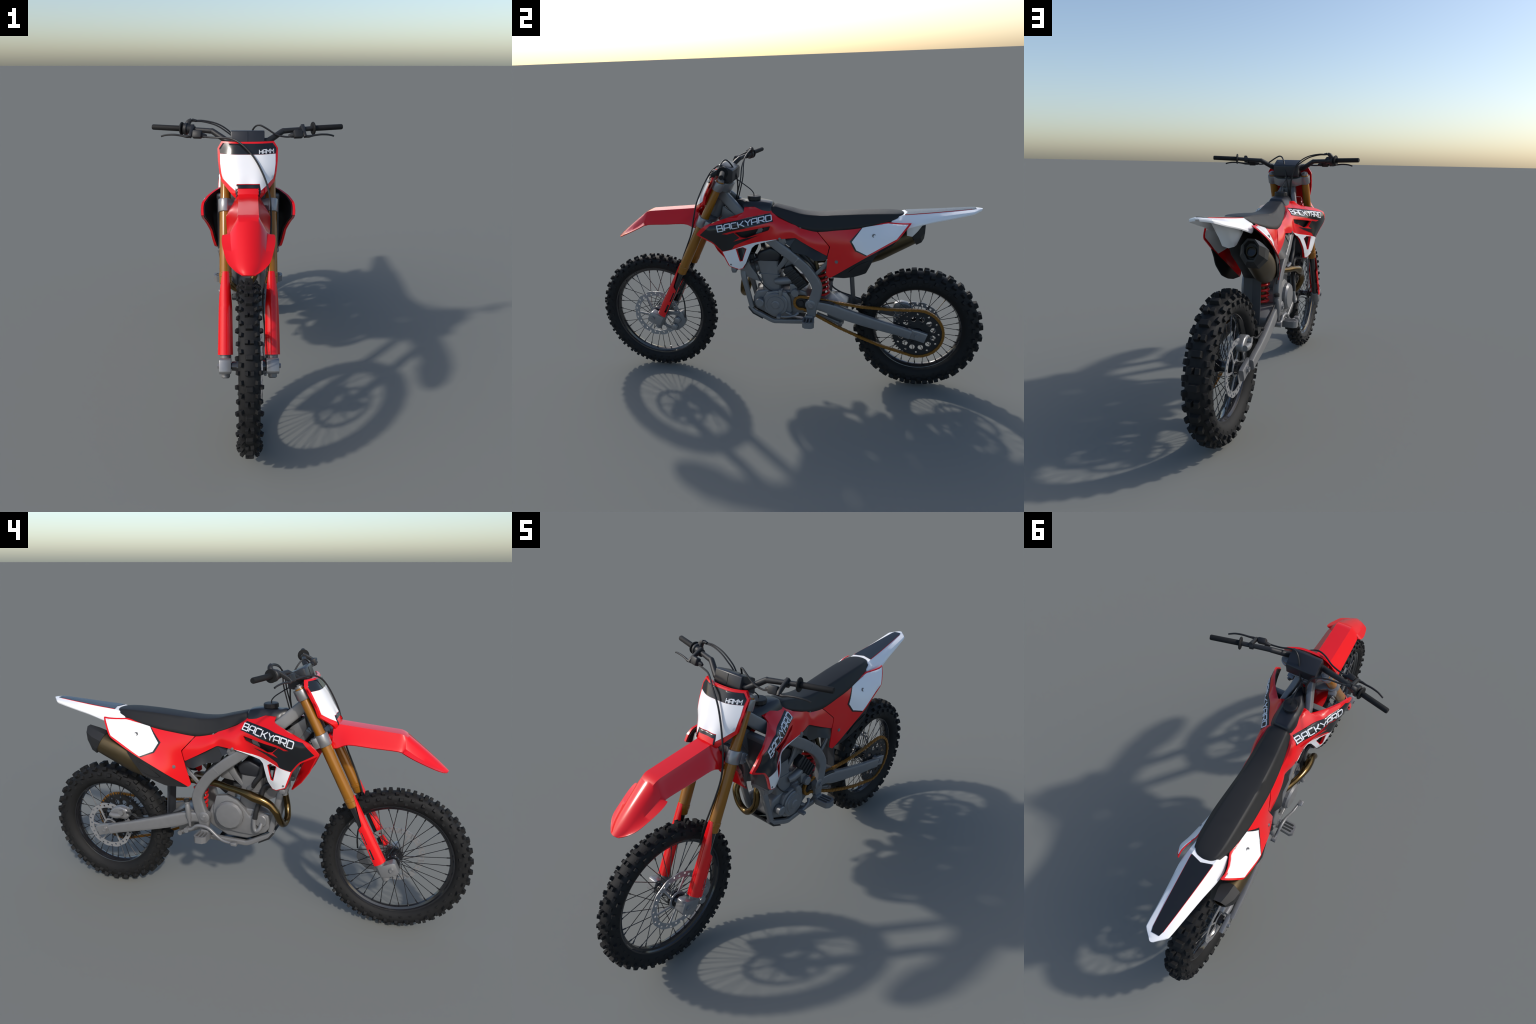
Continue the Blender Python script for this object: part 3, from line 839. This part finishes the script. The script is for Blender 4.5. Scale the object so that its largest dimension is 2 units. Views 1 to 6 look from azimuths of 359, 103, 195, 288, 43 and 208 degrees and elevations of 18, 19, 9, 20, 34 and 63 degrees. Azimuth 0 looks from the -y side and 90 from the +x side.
def rf_ring(sec, t=.005):
    top = [(-x, y, z) for x, y, z in sec[:0:-1]] + sec
    return top + [(x * .97, y - .002, z - t) for x, y, z in top[::-1]]
cols = [catmull([s[k] for s in RF], 3) for k in range(5)]
rear = add("rear_fender", loft([rf_ring([tuple(c[i]) for c in cols]) for i in range(len(cols[0]))]), "white", angle=25)
# black top decal follows the crown, with a thin red pinstripe either side
def crown(y):
    for i in range(len(RF) - 1):
        y0, y1 = RF[i][1][1], RF[i + 1][1][1]
        if y0 <= y <= y1:
            t = (y - y0) / (y1 - y0)
            e0, e1 = RF[i][1], RF[i + 1][1]
            c0, c1 = RF[i][0], RF[i + 1][0]
            return e0[0] + (e1[0] - e0[0]) * t, e0[2] + (e1[2] - e0[2]) * t, c0[2] + (c1[2] - c0[2]) * t
def crown_z(a, b):
    ex, ez, cz = crown(min(max(b, .6), .94))
    return cz + (ez - cz) * min(1.4, abs(a) / ex)
ct = [(.0005, .6205), (.0462, .6065), (.0455, .63), (.0415, .68), (.0365, .742), (.029, .826), (.021, .905), (.016, .922)]
ct = ct + [(-a, b) for a, b in ct[::-1]]
XYm = lambda a, b, d: (a, b, d)
add("fender_decal", panel(ct, lambda a, b: crown_z(a, b) + .0022, .003, XYm, h=.014), "decal", rear, angle=60)
for s in (1, -1):
    st = [(s * a, b) for a, b in ((.0468, .612), (.0486, .608), (.0432, .68), (.0380, .742), (.0303, .826), (.0222, .904), (.0208, .905), (.0288, .826), (.0363, .742), (.0413, .68))]
    add("pinstripe", panel(st, lambda a, b: crown_z(a, b) + .0012, .003, XYm, h=.014), "red", rear, angle=60)
# inner fender (underside skin running down to the airbox)
inner = []
for y, z, w, dz in ((.80, .902, .034, .008), (.74, .886, .042, .014), (.70, .858, .048, .026), (.668, .812, .052, .052), (.645, .786, .052, .064), (.62, .790, .052, .060)):
    inner.append([(-w, y, z + dz), (-w * .5, y, z + .008), (0, y, z), (w * .5, y, z + .008), (w, y, z + dz), (w, y - .004, z + dz + .006), (0, y - .004, z + .008), (-w, y - .004, z + dz + .006)])
add("inner_fender", loft(inner), "white", rear, angle=30)

# airbox body under the seat, intake boot and mud flap
airbox = add("airbox", prism([(.21, .700), (.215, .808), (.30, .82), (.45, .852), (.585, .868), (.60, .80), (.56, .745), (.50, .705), (.44, .660), (.40, .622), (.36, .612), (.29, .64)], -.030, .022), "black", bevel=.006)
icf = Spline2D([(.086, .034, .77), (.091, .075, .746), (.078, .105, .786), (.117, .202, .694), (.094, .245, .687), (.088, .25, .705), (.098, .15, .715), (.072, .2, .76), (.080, .15, .765)], 1e-5)
for s in (1, -1):
    add("intake_cover", panel(round_corners([(.110, .792), (.036, .775), (.034, .768), (.072, .746), (.082, .722), (.116, .713), (.142, .711), (.196, .687), (.244, .684), (.262, .70), (.255, .74), (.20, .80)], .004, 2), icf, .036, YZ(s), h=.02), "black", airbox, angle=40)
    add("intake_mouth", panel([(.094, .783), (.040, .771), (.038, .767), (.070, .747)], lambda a, b: icf(a, b) + .003, .006, YZ(s), h=.02), "tank", airbox, angle=40)
flap = []
for z, y in ((.665, .366), (.60, .371), (.52, .376), (.45, .381), (.405, .384)):
    flap.append([(-.048, y - .010, z), (-.012, y, z), (.033, y - .012, z), (.033, y - .018, z), (-.012, y - .008, z), (-.048, y - .016, z)])
add("mud_flap", loft(flap), "flap", airbox, angle=20)

# =====================================================================
#  FRAME, SUBFRAME, RADIATORS
# =====================================================================
def sm(pts, s):
    return [(s * p[0], *p[1:]) for p in pts]
SPAR = [(.024, -.285, .996, .026, .052), (.038, -.235, .950, .026, .052), (.062, -.169, .892, .026, .050), (.075, -.09, .826, .027, .048), (.079, -.005, .756, .029, .048), (.083, .045, .720, .032, .050), (.083, .095, .680, .034, .049), (.080, .150, .627, .033, .049), (.078, .197, .547, .032, .050), (.077, .190, .485, .033, .053), (.077, .172, .435, .034, .054), (.077, .170, .400, .032, .046), (.078, .172, .380, .030, .040)]
frame = add("frame", join(sweep(SPAR, 4, 20, 6.0), lathe([(0, .030), (.005, .031), (.135, .031), (.14, .030)], fk(0, .054, -.024), DN, 24)), "alu", angle=40)
add("frame_spar", sweep(sm(SPAR, -1), 4, 20, 6.0), "alu", frame, angle=40)
for s in (1, -1):
    add("down_tube", sweep(sm([(.016, -.285, .87, .026, .036), (.018, -.225, .78, .024, .034), (.026, -.192, .69, .024, .032), (.046, -.182, .615, .024, .030), (.0605, -.176, .565, .024, .028), (.0615, -.158, .48, .022, .025), (.0625, -.141, .405, .022, .025)], s), 3), "alu", frame, angle=40)
    add("cradle_tube", sweep(sm([(.0625, -.150, .412, .022, .024), (.063, -.138, .388, .022, .024), (.062, -.085, .360, .022, .024), (.061, -.033, .3335, .022, .024), (.062, .0, .333, .022, .024), (.066, .10, .339, .022, .024), (.076, .150, .352, .024, .026), (.083, .175, .385, .026, .03)], s), 3), "alu", frame, angle=40)
    add("engine_mount", prism([(-.185, .640), (-.194, .580), (-.163, .572), (-.120, .552), (-.084, .545), (-.086, .558), (-.114, .590), (-.135, .620), (-.150, .650)], s * .050, s * .064), "alu", frame, bevel=.003)
    add("head_gusset", prism([(-.275, .93), (-.215, .885), (-.17, .82), (-.14, .78), (-.19, .74), (-.235, .80), (-.285, .885)], s * .020, s * .034), "alu", frame, bevel=.004)
    hexbolt("pivot_bolt", (s * .0965, .169, .4445), (s, 0, 0), .0105, .007, "alu_bright", frame)
    add("pivot_boss", lathe([(-.03, .026), (.0, .026), (.002, .023)], (s * .0945, .166, .4445), (s, 0, 0), 28), "alu", frame)
    add("subframe_strut", sweep(sm([(.074, .186, .597, .012, .018), (.076, .225, .637, .012, .018), (.074, .270, .690, .012, .018), (.060, .42, .83, .012, .016), (.055, .58, .868, .012, .014)], s), 2), "alu", frame)
    add("subframe_strut", sweep(sm([(.060, .09, .775, .012, .018), (.062, .25, .805, .012, .016), (.058, .58, .880, .012, .014)], s), 2), "alu", frame)
    add("frame_bracket", prism([(.010, .770), (.030, .795), (.045, .79), (.055, .76), (.03, .745)], s * .076, s * .090), "alu", frame, bevel=.003)
    # weld seam ring
    add("weld_seam", sweep(sm([(.0829, .0965, .6788, .0365, .0510), (.0827, .1010, .6748, .0365, .0510)], s), 1), "alu_bright", frame)
    # head stay between frame and cylinder head
    add("head_stay", prism([(.06, .715), (.075, .69), (.03, .63), (-.005, .60), (-.012, .615), (.02, .66), (.04, .70)], s * .045, s * .055), "alu", frame, bevel=.003)
    # radiator: slim core with rounded end tanks
    rot = Matrix.Rotation(.045, 3, 'X')
    rc0 = Vector((s * .081, -.213, .748))
    rad = add("radiator", box(rc0, (.098, .026, .225), rot), "radiator", bevel=.003)
    for zz in (-.118, .118):
        add("radiator_tank", box(rc0 + rot @ Vector((0, 0, zz)), (.102, .030, .026), rot), "alu", rad, bevel=.008)
    add("radiator_hose_stub", cyl(rc0 + Vector((s * .025, .0, -.115)), rc0 + Vector((s * .025, .0, -.140)), .012), "alu", rad)
skid = add("skid_plate", prism([(-.135, .372), (-.045, .322), (.0, .3185), (.10, .3225), (.12, .328), (.12, .332), (0, .3235), (-.043, .327), (-.132, .377)], -.052, .052), "decal", frame, bevel=.001)
skid_f = add("skid_plate", prism([(-.160, .402), (-.137, .370), (-.085, .342), (-.087, .350), (-.130, .376), (-.152, .405)], -.075, .075), "black", frame, bevel=.002)

# =====================================================================
#  ENGINE
# =====================================================================
CASE = [(-.117, .492), (-.134, .455), (-.137, .420), (-.120, .395), (-.067, .368), (-.028, .352), (.065, .355), (.110, .378), (.150, .400), (.158, .45), (.140, .50), (.10, .515), (.056, .505), (.009, .500), (-.05, .505)]
eng = add("engine", prism(CASE, -.062, .058), "alu", bevel=.010, bevel_seg=3)
add("cylinder", loft([[(x, y, z) for x, y in round_corners([(-.056, y0), (.056, y0), (.056, y1), (-.056, y1)], .018, 3)] for y0, y1, z in
                     ((-.083, .012, .480), (-.085, .010, .535), (-.088, .007, .550), (-.090, .006, .553), (-.091, .006, .575), (-.096, .004, .59), (-.108, .001, .640), (-.110, .001, .655))]), "alu", eng, angle=30)
add("cylinder_fin", prism([(-.10, .590), (-.10, .585), (.01, .578), (.01, .583)], -.060, .060), "alu", eng, bevel=.001)
add("head_cover", prism([(-.111, .648), (-.113, .678), (-.098, .700), (-.037, .727), (-.006, .716), (.018, .692), (.006, .658), (-.06, .646)], -.057, .057), "tank", eng, bevel=.012, bevel_seg=3)
# exhaust port flange, intake boot
add("exhaust_port", cyl((0.012, -.095, .615), (0.015, -.140, .600), .026, .024), "alu", eng)
add("throttle_body", cyl((0, .00, .625), (0, .11, .665), .032, .034), "black", eng)
add("throttle_body", prism([(.03, .62), (.05, .69), (.10, .69), (.10, .63)], -.05, .05), "alu", eng, bevel=.006)
# left (chain side) covers
add("ignition_cover", prism([(-.075, .470), (-.055, .497), (-.005, .505), (.045, .498), (.062, .470), (.070, .395), (.045, .372), (-.03, .362), (-.072, .385), (-.083, .43)], .050, .078), "alu", eng, bevel=.006)
add("ignition_cover", lathe([(0, .062), (.012, .062), (.016, .058), (.016, .046), (.020, .044), (.020, .024), (.0225, .023), (.024, .018), (.026, .016), (.026, .0001)], (.072, -.011, .433), (1, 0, 0), 36), "alu", eng, angle=25)
add("ignition_rib", prism([(.005, .515), (.025, .515), (.022, .480), (.006, .480)], .06, .092), "alu", eng, bevel=.005)
add("ignition_rib", prism([(.040, .400), (.072, .385), (.068, .372), (.036, .390)], .06, .090), "alu", eng, bevel=.004)
add("oil_cap", lathe([(0, .022), (.028, .022), (.031, .018), (.031, .0001)], (.062, -.094, .4385), (1, 0, 0), 24), "alu", eng, angle=25)
add("oil_cap", lathe([(0, .0215), (.022, .0215), (.026, .019), (.026, .0001)], (.066, .0885, .5015), (1, 0, 0), 8), "alu", eng, angle=25)
add("starter_motor", tube([(.056, -.012, .549), (.062, .010, .553), (.062, .055, .560), (.05, .075, .562)], [.016, .019, .019, .016], 16, 3), "alu", eng)
add("starter_gear_case", prism([(.060, .545), (.095, .54), (.105, .50), (.06, .49)], .03, .072), "alu", eng, bevel=.006)
rbox = add("regulator", prism([(.028, .607), (.036, .628), (.071, .643), (.156, .547), (.112, .512)], .048, .078), "black", eng, bevel=.004)
for k in range(5):
    d = .016 + .024 * k
    cy, cz = .040 + .63 * d + .014, .634 - .777 * d - .010
    q = [(cy + .63 * i * .0045 + .777 * j * .026, cz - .777 * i * .0045 + .63 * j * .026) for i, j in ((-1, -1), (1, -1), (1, 1), (-1, 1))]
    add("cooling_fin", prism(q, .074, .084), "black", eng, bevel=.0015)
add("front_sprocket", lathe([(0, .030), (.008, .030), (.009, .014), (.016, .014)], (.060, .116, .444), (1, 0, 0), 16), "black", eng, angle=20)
add("sprocket_guard", prism([(.098, .455), (.112, .472), (.148, .462), (.148, .425), (.118, .418), (.098, .43)], .055, .064), "black", eng, bevel=.002)
# right side: clutch cover and water pump
add("clutch_case", prism([(.112, .552), (.060, .560), (.012, .541), (-.020, .508), (-.048, .470), (-.075, .495), (-.135, .487), (-.138, .425), (-.120, .402), (-.060, .382), (.010, .385), (.075, .395), (.118, .42), (.128, .49)], -.078, -.050), "alu", eng, bevel=.007)
add("clutch_cover", lathe([(0, .066), (.014, .066), (.020, .061), (.024, .058), (.0255, .050), (.0255, .0001)], (-.078, .046, .4705), (-1, 0, 0), 14, phase=.2), "alu", eng, angle=22)
add("pump_cover", lathe([(0, .030), (.008, .030), (.012, .026), (.012, .0001)], (-.074, -.098, .458), (-1, 0, 0), 20), "alu", eng, angle=25)
add("pump_spout", tube([(-.083, -.104, .449), (-.093, -.098, .425), (-.095, -.083, .414), (-.094, -.074, .425), (-.092, -.072, .455), (-.090, -.074, .475)], .0095, 14, 4), "alu", eng)
add("coolant_hose", tube([(-.090, -.075, .47), (-.089, -.080, .50), (-.084, -.088, .53), (-.078, -.100, .575), (-.074, -.108, .605), (-.076, -.125, .628), (-.080, -.150, .634), (-.085, -.18, .64)], .0115, 14, 4), "black", eng)
add("coolant_hose", tube([(-.072, -.060, .612), (-.074, -.075, .640), (-.074, -.098, .672), (-.074, -.106, .71), (-.078, -.13, .76)], [.0095, .012, .012, .012, .012], 14, 4), "black", eng)
add("hose_neck", cyl((-.060, -.040, .598), (-.0725, -.064, .619), .0125, .0100), "alu_bright", eng)
cable("clutch_cable", [(.085, -.115, .70), (.075, -.116, .65), (.070, -.108, .60), (.068, -.085, .545), (.070, -.04, .503), (.072, .03, .492), (.070, .075, .495)], .0028, eng)
add("coolant_hose", tube([(.075, -.135, .655), (.060, -.115, .66), (.045, -.098, .665)], .010, 12, 4), "black", eng)

# =====================================================================
#  EXHAUST
# =====================================================================
HEAD = [(.010, -.120, .607, .0150), (.018, -.158, .590, .0148), (.0235, -.179, .566, .0146), (.0275, -.186, .535, .0146), (.0265, -.192, .505, .0146), (.017, -.197, .482, .0147), (.000, -.2015, .460, .0148), (-.025, -.199, .4415, .0150), (-.055, -.195, .446, .0152), (-.078, -.192, .463, .0153), (-.095, -.186, .488, .0155), (-.106, -.177, .518, .0160), (-.1065, -.150, .550, .0175), (-.110, -.113, .570, .0205), (-.1125, -.079, .581, .0210), (-.1125, -.050, .592, .0195), (-.1105, -.020, .599, .0155), (-.103, .012, .603, .0145), (-.090, .051, .604, .0145), (-.072, .110, .609, .0150), (-.063, .180, .611, .0155), (-.066, .250, .610, .0160)]
HR = [q[3] for q in HEAD]
HEAD = [q[:3] for q in HEAD]
ex = add("exhaust_pipe", tube(HEAD, HR, 20, 5), "bronze")
E0, E1 = Vector((-.070, .24, .608)), Vector((-.117, .703, .786))
ea = (E1 - E0).normalized()
ew = Vector((1, 0, 0)); ew = (ew - ea * ew.dot(ea)).normalized()
eu = ew.cross(ea)
if eu.z < 0: eu = -eu
def ering(t, w, h, c=(.0, .0), k=.42):
    """rounded hexagon-like section of the silencer"""
    o = E0 + (E1 - E0) * t + ew * c[0] + eu * c[1]
    P = [(.5, 1), (1, .42), (1, -.35), (.42, -1), (-.42, -1), (-1, -.35), (-1, .42), (-.5, 1)]
    P = round_corners([(a * w, b * h) for a, b in P], .018 * min(1, w / .05), 3)
    return [o + ew * a + eu * b for a, b in P]
add("muffler", loft([ering(.02, .018, .018), ering(.10, .024, .027), ering(.26, .040, .050, (0, -.003)), ering(.40, .051, .0600, (0, -.009)), ering(.52, .0545, .0605, (0, -.010)), ering(.65, .0545, .0560, (0, -.006)), ering(.80, .0530, .0510, (0, -.002)), ering(.885, .0500, .0480)]), "muffler", ex, angle=30)
def cring(t, w, h, c=(0, 0), lean=0.0):
    o = E0 + (E1 - E0) * t + ew * c[0] + eu * c[1]
    P = [(.45, 1), (1, .5), (1, -.3), (.45, -1), (-.45, -1), (-1, -.3), (-1, .5), (-.45, 1)]
    return [o + ew * a * w + eu * b * h + ea * lean * b for a, b in P]
cap = add("end_cap", loft([cring(.868, .0512, .0495, lean=-.006), cring(.873, .0530, .0515, lean=-.006), cring(.945, .0490, .0490, (.003, .001), .004), cring(1.008, .0320, .0410, (.005, .006), .018), cring(1.006, .0262, .0340, (.005, .006), .015), cring(.96, .023, .029, (.005, .006), .010)]), "black", ex, angle=18)
oc = E0 + (E1 - E0) * .985 + ew * .0045 + eu * .003
add("outlet_ring", lathe([(-.03, .0175), (.0, .0175), (.003, .0185), (.003, .0195), (-.03, .0200)], oc, ea, 20, closed=True), "bronze", ex)
add("outlet_core", lathe([(-.012, .018), (-.010, .018)], oc, ea, 20), "decal", ex)

# =====================================================================
#  SWINGARM, SHOCK, CHAIN
# =====================================================================
ARM = [(.074, .175, .437, .030, .050), (.078, .225, .437, .030, .046), (.083, .275, .423, .030, .062), (.089, .345, .402, .028, .062), (.096, .430, .380, .027, .058), (.101, .530, .355, .026, .052), (.1015, .600, .338, .026, .049), (.1015, .655, .321, .026, .047)]
END = [(.089, .640, .323, .020, .050), (.088, .690, .3115, .020, .051), (.088, .728, .299, .020, .051)]
arm = add("swingarm", sweep(ARM, 4, expo=5), "alu", angle=35)
add("swingarm_leg", sweep(sm(ARM, -1), 4, expo=5), "alu", arm, angle=35)
add("swingarm_bridge", loft([[(-.075, .20, .47), (.075, .20, .47), (.075, .20, .405), (-.075, .20, .405)], [(-.075, .30, .452), (.075, .30, .452), (.075, .30, .385), (-.075, .30, .385)], [(-.072, .345, .43), (.072, .345, .43), (.072, .345, .385), (-.072, .345, .385)]]), "alu", arm, bevel=.008)
for s in (1, -1):
    add("dropout", sweep(sm(END, s), 2, expo=8), "alu_bright", arm, angle=35)
    hexbolt("axle_nut", (s * .0985, R_AX[0], R_AX[1]), (s, 0, 0), .0120, .009, "alu_bright", arm)
add("axle", cyl((-.095, *R_AX), (.095, *R_AX), .010), "steel", arm)
add("axle", cyl((-.10, *F_AX), (.10, *F_AX), .011), "steel", fw.parent)
add("chain_slider", sweep([(.080, .205, .462, .016, .012), (.084, .255, .459, .018, .012), (.087, .285, .452, .018, .010)], 2), "black", arm)
add("chain_guide", prism([(.60, .265), (.66, .265), (.655, .205), (.61, .215)], .055, .082), "black", arm, bevel=.004) if False else None
# linkage below
add("linkage", sweep([(.034, .19, .372, .018, .020), (.036, .255, .348, .018, .018), (.038, .310, .326, .018, .022)], 2), "alu", arm)
add("linkage", sweep([(-.034, .19, .372, .018, .020), (-.036, .255, .348, .018, .018), (-.038, .310, .326, .018, .022)], 2), "alu", arm)
add("linkage_bolt", cyl((-.052, .310, .326), (.052, .310, .326), .0115, seg=18), "alu_bright", arm)
add("linkage_arm", prism([(.25, .40), (.33, .39), (.325, .315), (.295, .312), (.24, .36)], -.026, .026), "alu", arm, bevel=.006)

SH0, SH1 = Vector((-.010, .200, .690)), Vector((-.008, .222, .400))
sd = (SH1 - SH0).normalized()
shock = add("shock_absorber", lathe([(.066, .014), (.068, .022), (.09, .022), (.092, .019), (.20, .019), (.205, .012), (.29, .012)], SH0, sd, 20), "muffler")
a_, u_, w_ = frame_from(sd)
coil = []
turns = 6.4
for i in range(int(turns * 20) + 1):
    t = i / (turns * 20)
    ang = 2 * PI * turns * t
    coil.append(tuple(SH0 + a_ * (.085 + .165 * t) + (u_ * math.cos(ang) + w_ * math.sin(ang)) * .0305))
add("shock_spring", tube(coil, .0062, 8, 1), "red_paint", shock)
add("spring_seat", lathe([(.248, .020), (.249, .036), (.258, .036), (.262, .022), (.285, .018)], SH0, sd, 24), "alu", shock)
add("spring_seat", lathe([(.068, .020), (.069, .036), (.082, .036), (.084, .022)], SH0, sd, 24), "alu", shock)
add("shock_reservoir", lathe([(0, .007), (.003, .0095), (.070, .0095), (.073, .007)], (.055, .188, .676), (.05, .23, -1), 18), "muffler", shock)
add("shock_reservoir", lathe([(.066, .0125), (.078, .0125), (.083, .009)], (.055, .188, .676), (.05, .23, -1), 14), "black", shock)
add("shock_mount", prism([(.085, .70), (.13, .70), (.185, .63), (.19, .60), (.16, .60), (.10, .665)], -.045, .045), "flap", shock, bevel=.005)

# chain path (y, z) in the plane x = CX
CX = .0705
C_R, r_r = (R_AX[0], R_AX[1]), SPR
C_F, r_f = (.116, .444), .034
path = []
for k in range(15):   # around the front sprocket: from bottom to top
    a = math.radians(-72 - 200 * k / 14)
    path.append((C_F[0] + r_f * math.cos(a), C_F[1] + r_f * math.sin(a)))
path += [(.20, .470), (.30, .4535), (.42, .4385), (.55, .4335), (.64, .4360)]
for k in range(22):
    a = math.radians(92 - 204 * k / 21)
    path.append((C_R[0] + r_r * math.cos(a), C_R[1] + r_r * math.sin(a)))
path += [(.52, .232), (.42, .270), (.30, .322), (.20, .375)]
# resample at half pitch
P = path + [path[0]]
seg = [math.dist(P[i], P[i + 1]) for i in range(len(P) - 1)]
total = sum(seg)
n_link = 2 * round(total / .0142 / 2)
def along(d):
    d %= total
    for i, L in enumerate(seg):
        if d <= L:
            t = d / L
            return (P[i][0] + (P[i + 1][0] - P[i][0]) * t, P[i][1] + (P[i + 1][1] - P[i][1]) * t)
        d -= L
    return P[-1]
links = []
for i in range(n_link):
    a, b = along(total * i / n_link), along(total * (i + 1) / n_link)
    c = ((a[0] + b[0]) / 2, (a[1] + b[1]) / 2)
    ang = math.atan2(b[1] - a[1], b[0] - a[0])
    w = .0062 if i % 2 else .0048
    hh, hl = .0070, total / n_link * .5
    prof = [(-hl - .003, -hh * .55), (-hl, -hh), (-hl * .4, -hh * .86), (hl * .4, -hh * .86), (hl, -hh), (hl + .003, -hh * .55), (hl + .003, hh * .55), (hl, hh), (hl * .4, hh * .86), (-hl * .4, hh * .86), (-hl, hh), (-hl - .003, hh * .55)]
    ca, sa = math.cos(ang), math.sin(ang)
    links.append(prism([(c[0] + ca * p - sa * q, c[1] + sa * p + ca * q) for p, q in prof], CX - w, CX + w))
chain = add("chain", join(*links), "chain", fix=True, angle=30)
chain["kind"] = "stuff"

# =====================================================================
#  CONTROLS: PEGS, PEDAL, SHIFT LEVER, CALIPERS
# =====================================================================
for s in (1, -1):
    peg = add("footpeg", panel(round_corners([(.098, .131), (.098, .186), (.158, .192), (.172, .180), (.172, .148), (.158, .133)], .004, 2), lambda a, b: .381, .030, lambda a, b, d: (s * a, b, d),
              [round_corners(q, .003, 2) for q in ([(.104, .1375), (.104, .1485), (.158, .1500), (.158, .1395)], [(.104, .1535), (.104, .1640), (.164, .1655), (.164, .1550)], [(.104, .1690), (.104, .1800), (.157, .1840), (.161, .1715)])], h=.03, grid=False), "alu", angle=30)
    add("peg_mount", box((s * .090, .160, .368), (.030, .040, .040)), "alu", peg, bevel=.005)
ped = add("brake_pedal", tube([(-.104, .248, .378), (-.106, .222, .386), (-.108, .198, .405), (-.109, .165, .4085), (-.110, .135, .400), (-.112, .100, .372), (-.116, .070, .355), (-.120, .035, .350), (-.124, .012, .352)], [.0080, .0075, .0075, .0078, .0078, .0072, .0068, .0065, .0060], 12, 4), "alu")
add("pedal_tip", prism([(-.006, .346), (.022, .346), (.026, .360), (-.002, .362)], -.142, -.118), "alu_bright", ped, bevel=.003)
add("pedal_pivot", cyl((-.085, .248, .378), (-.116, .248, .378), .0125, seg=20), "alu_bright", ped)
mcyl = add("rear_master_cylinder", lathe([(-.030, .009), (-.030, .0125), (-.012, .0125), (-.010, .010), (0, .0125), (.055, .0135), (.062, .010), (.10, .0045)], (-.092, .246, .492), (-.05, -.12, -1), 18), "alu", ped, angle=30)
add("reservoir_cap", lathe([(-.034, .010), (-.033, .0135), (-.020, .0135)], (-.092, .246, .492), (-.05, -.12, -1), 18), "black", ped)
shift = add("shift_lever", tube([(.082, .102, .392), (.094, .085, .382), (.100, .050, .376), (.106, .020, .378), (.112, .006, .382)], [.008, .006, .0055, .0055, .006], 10, 4), "alu")
add("shift_tip", box((.118, .010, .384), (.036, .020, .013)), "alu", shift, bevel=.003)

cal = add("brake_caliper", join(lathe([(0, .019), (.024, .019), (.028, .015)], (.045, -.557, .303), (1, 0, 0), 24), lathe([(0, .019), (.024, .019), (.028, .015)], (.045, -.577, .261), (1, 0, 0), 24)), "alu", angle=25)
add("caliper_body", prism([(-.548, .348), (-.530, .350), (-.518, .320), (-.514, .290), (-.530, .262), (-.565, .236), (-.592, .238), (-.600, .262), (-.580, .30), (-.560, .33)], .030, .062), "alu", cal, bevel=.005)
add("caliper_bracket", prism([(-.640, .345), (-.600, .352), (-.548, .352), (-.540, .335), (-.600, .328), (-.64, .31)], .056, .066), "alu", cal, bevel=.003)
add("caliper_bracket", prism([(-.660, .285), (-.600, .262), (-.580, .245), (-.59, .24), (-.63, .26), (-.665, .275)], .056, .066), "alu", cal, bevel=.003)
for (a, b) in ((-.557, .303), (-.577, .261)):
    add("caliper_piston", lathe([(0, .0155), (.004, .0155), (.006, .010), (.006, .0001)], (.072, a, b), (1, 0, 0), 24), "alu_bright", cal, angle=25)
rc = add("brake_caliper", prism([(.668, .402), (.640, .424), (.610, .430), (.575, .420), (.565, .385), (.580, .366), (.640, .364), (.668, .378)], -.072, -.036), "alu_bright", bevel=.008, bevel_seg=3)
add("caliper_body", tube([(-.078, .662, .389), (-.078, .632, .385), (-.078, .600, .390)], [.012, .015, .012], 14, 3), "alu", rc)
add("caliper_body", cyl((-.060, .600, .405), (-.088, .600, .405), .015, .013), "alu_bright", rc)
cable("brake_hose", [(-.076, .575, .408), (-.074, .545, .402), (-.078, .505, .388), (-.084, .44, .404), (-.084, .36, .430), (-.082, .30, .450), (-.084, .26, .475), (-.088, .248, .50)], .0042, rc)
add("mud_guard_clip", box((-.085, .44, .405), (.012, .018, .010)), "black", rc)
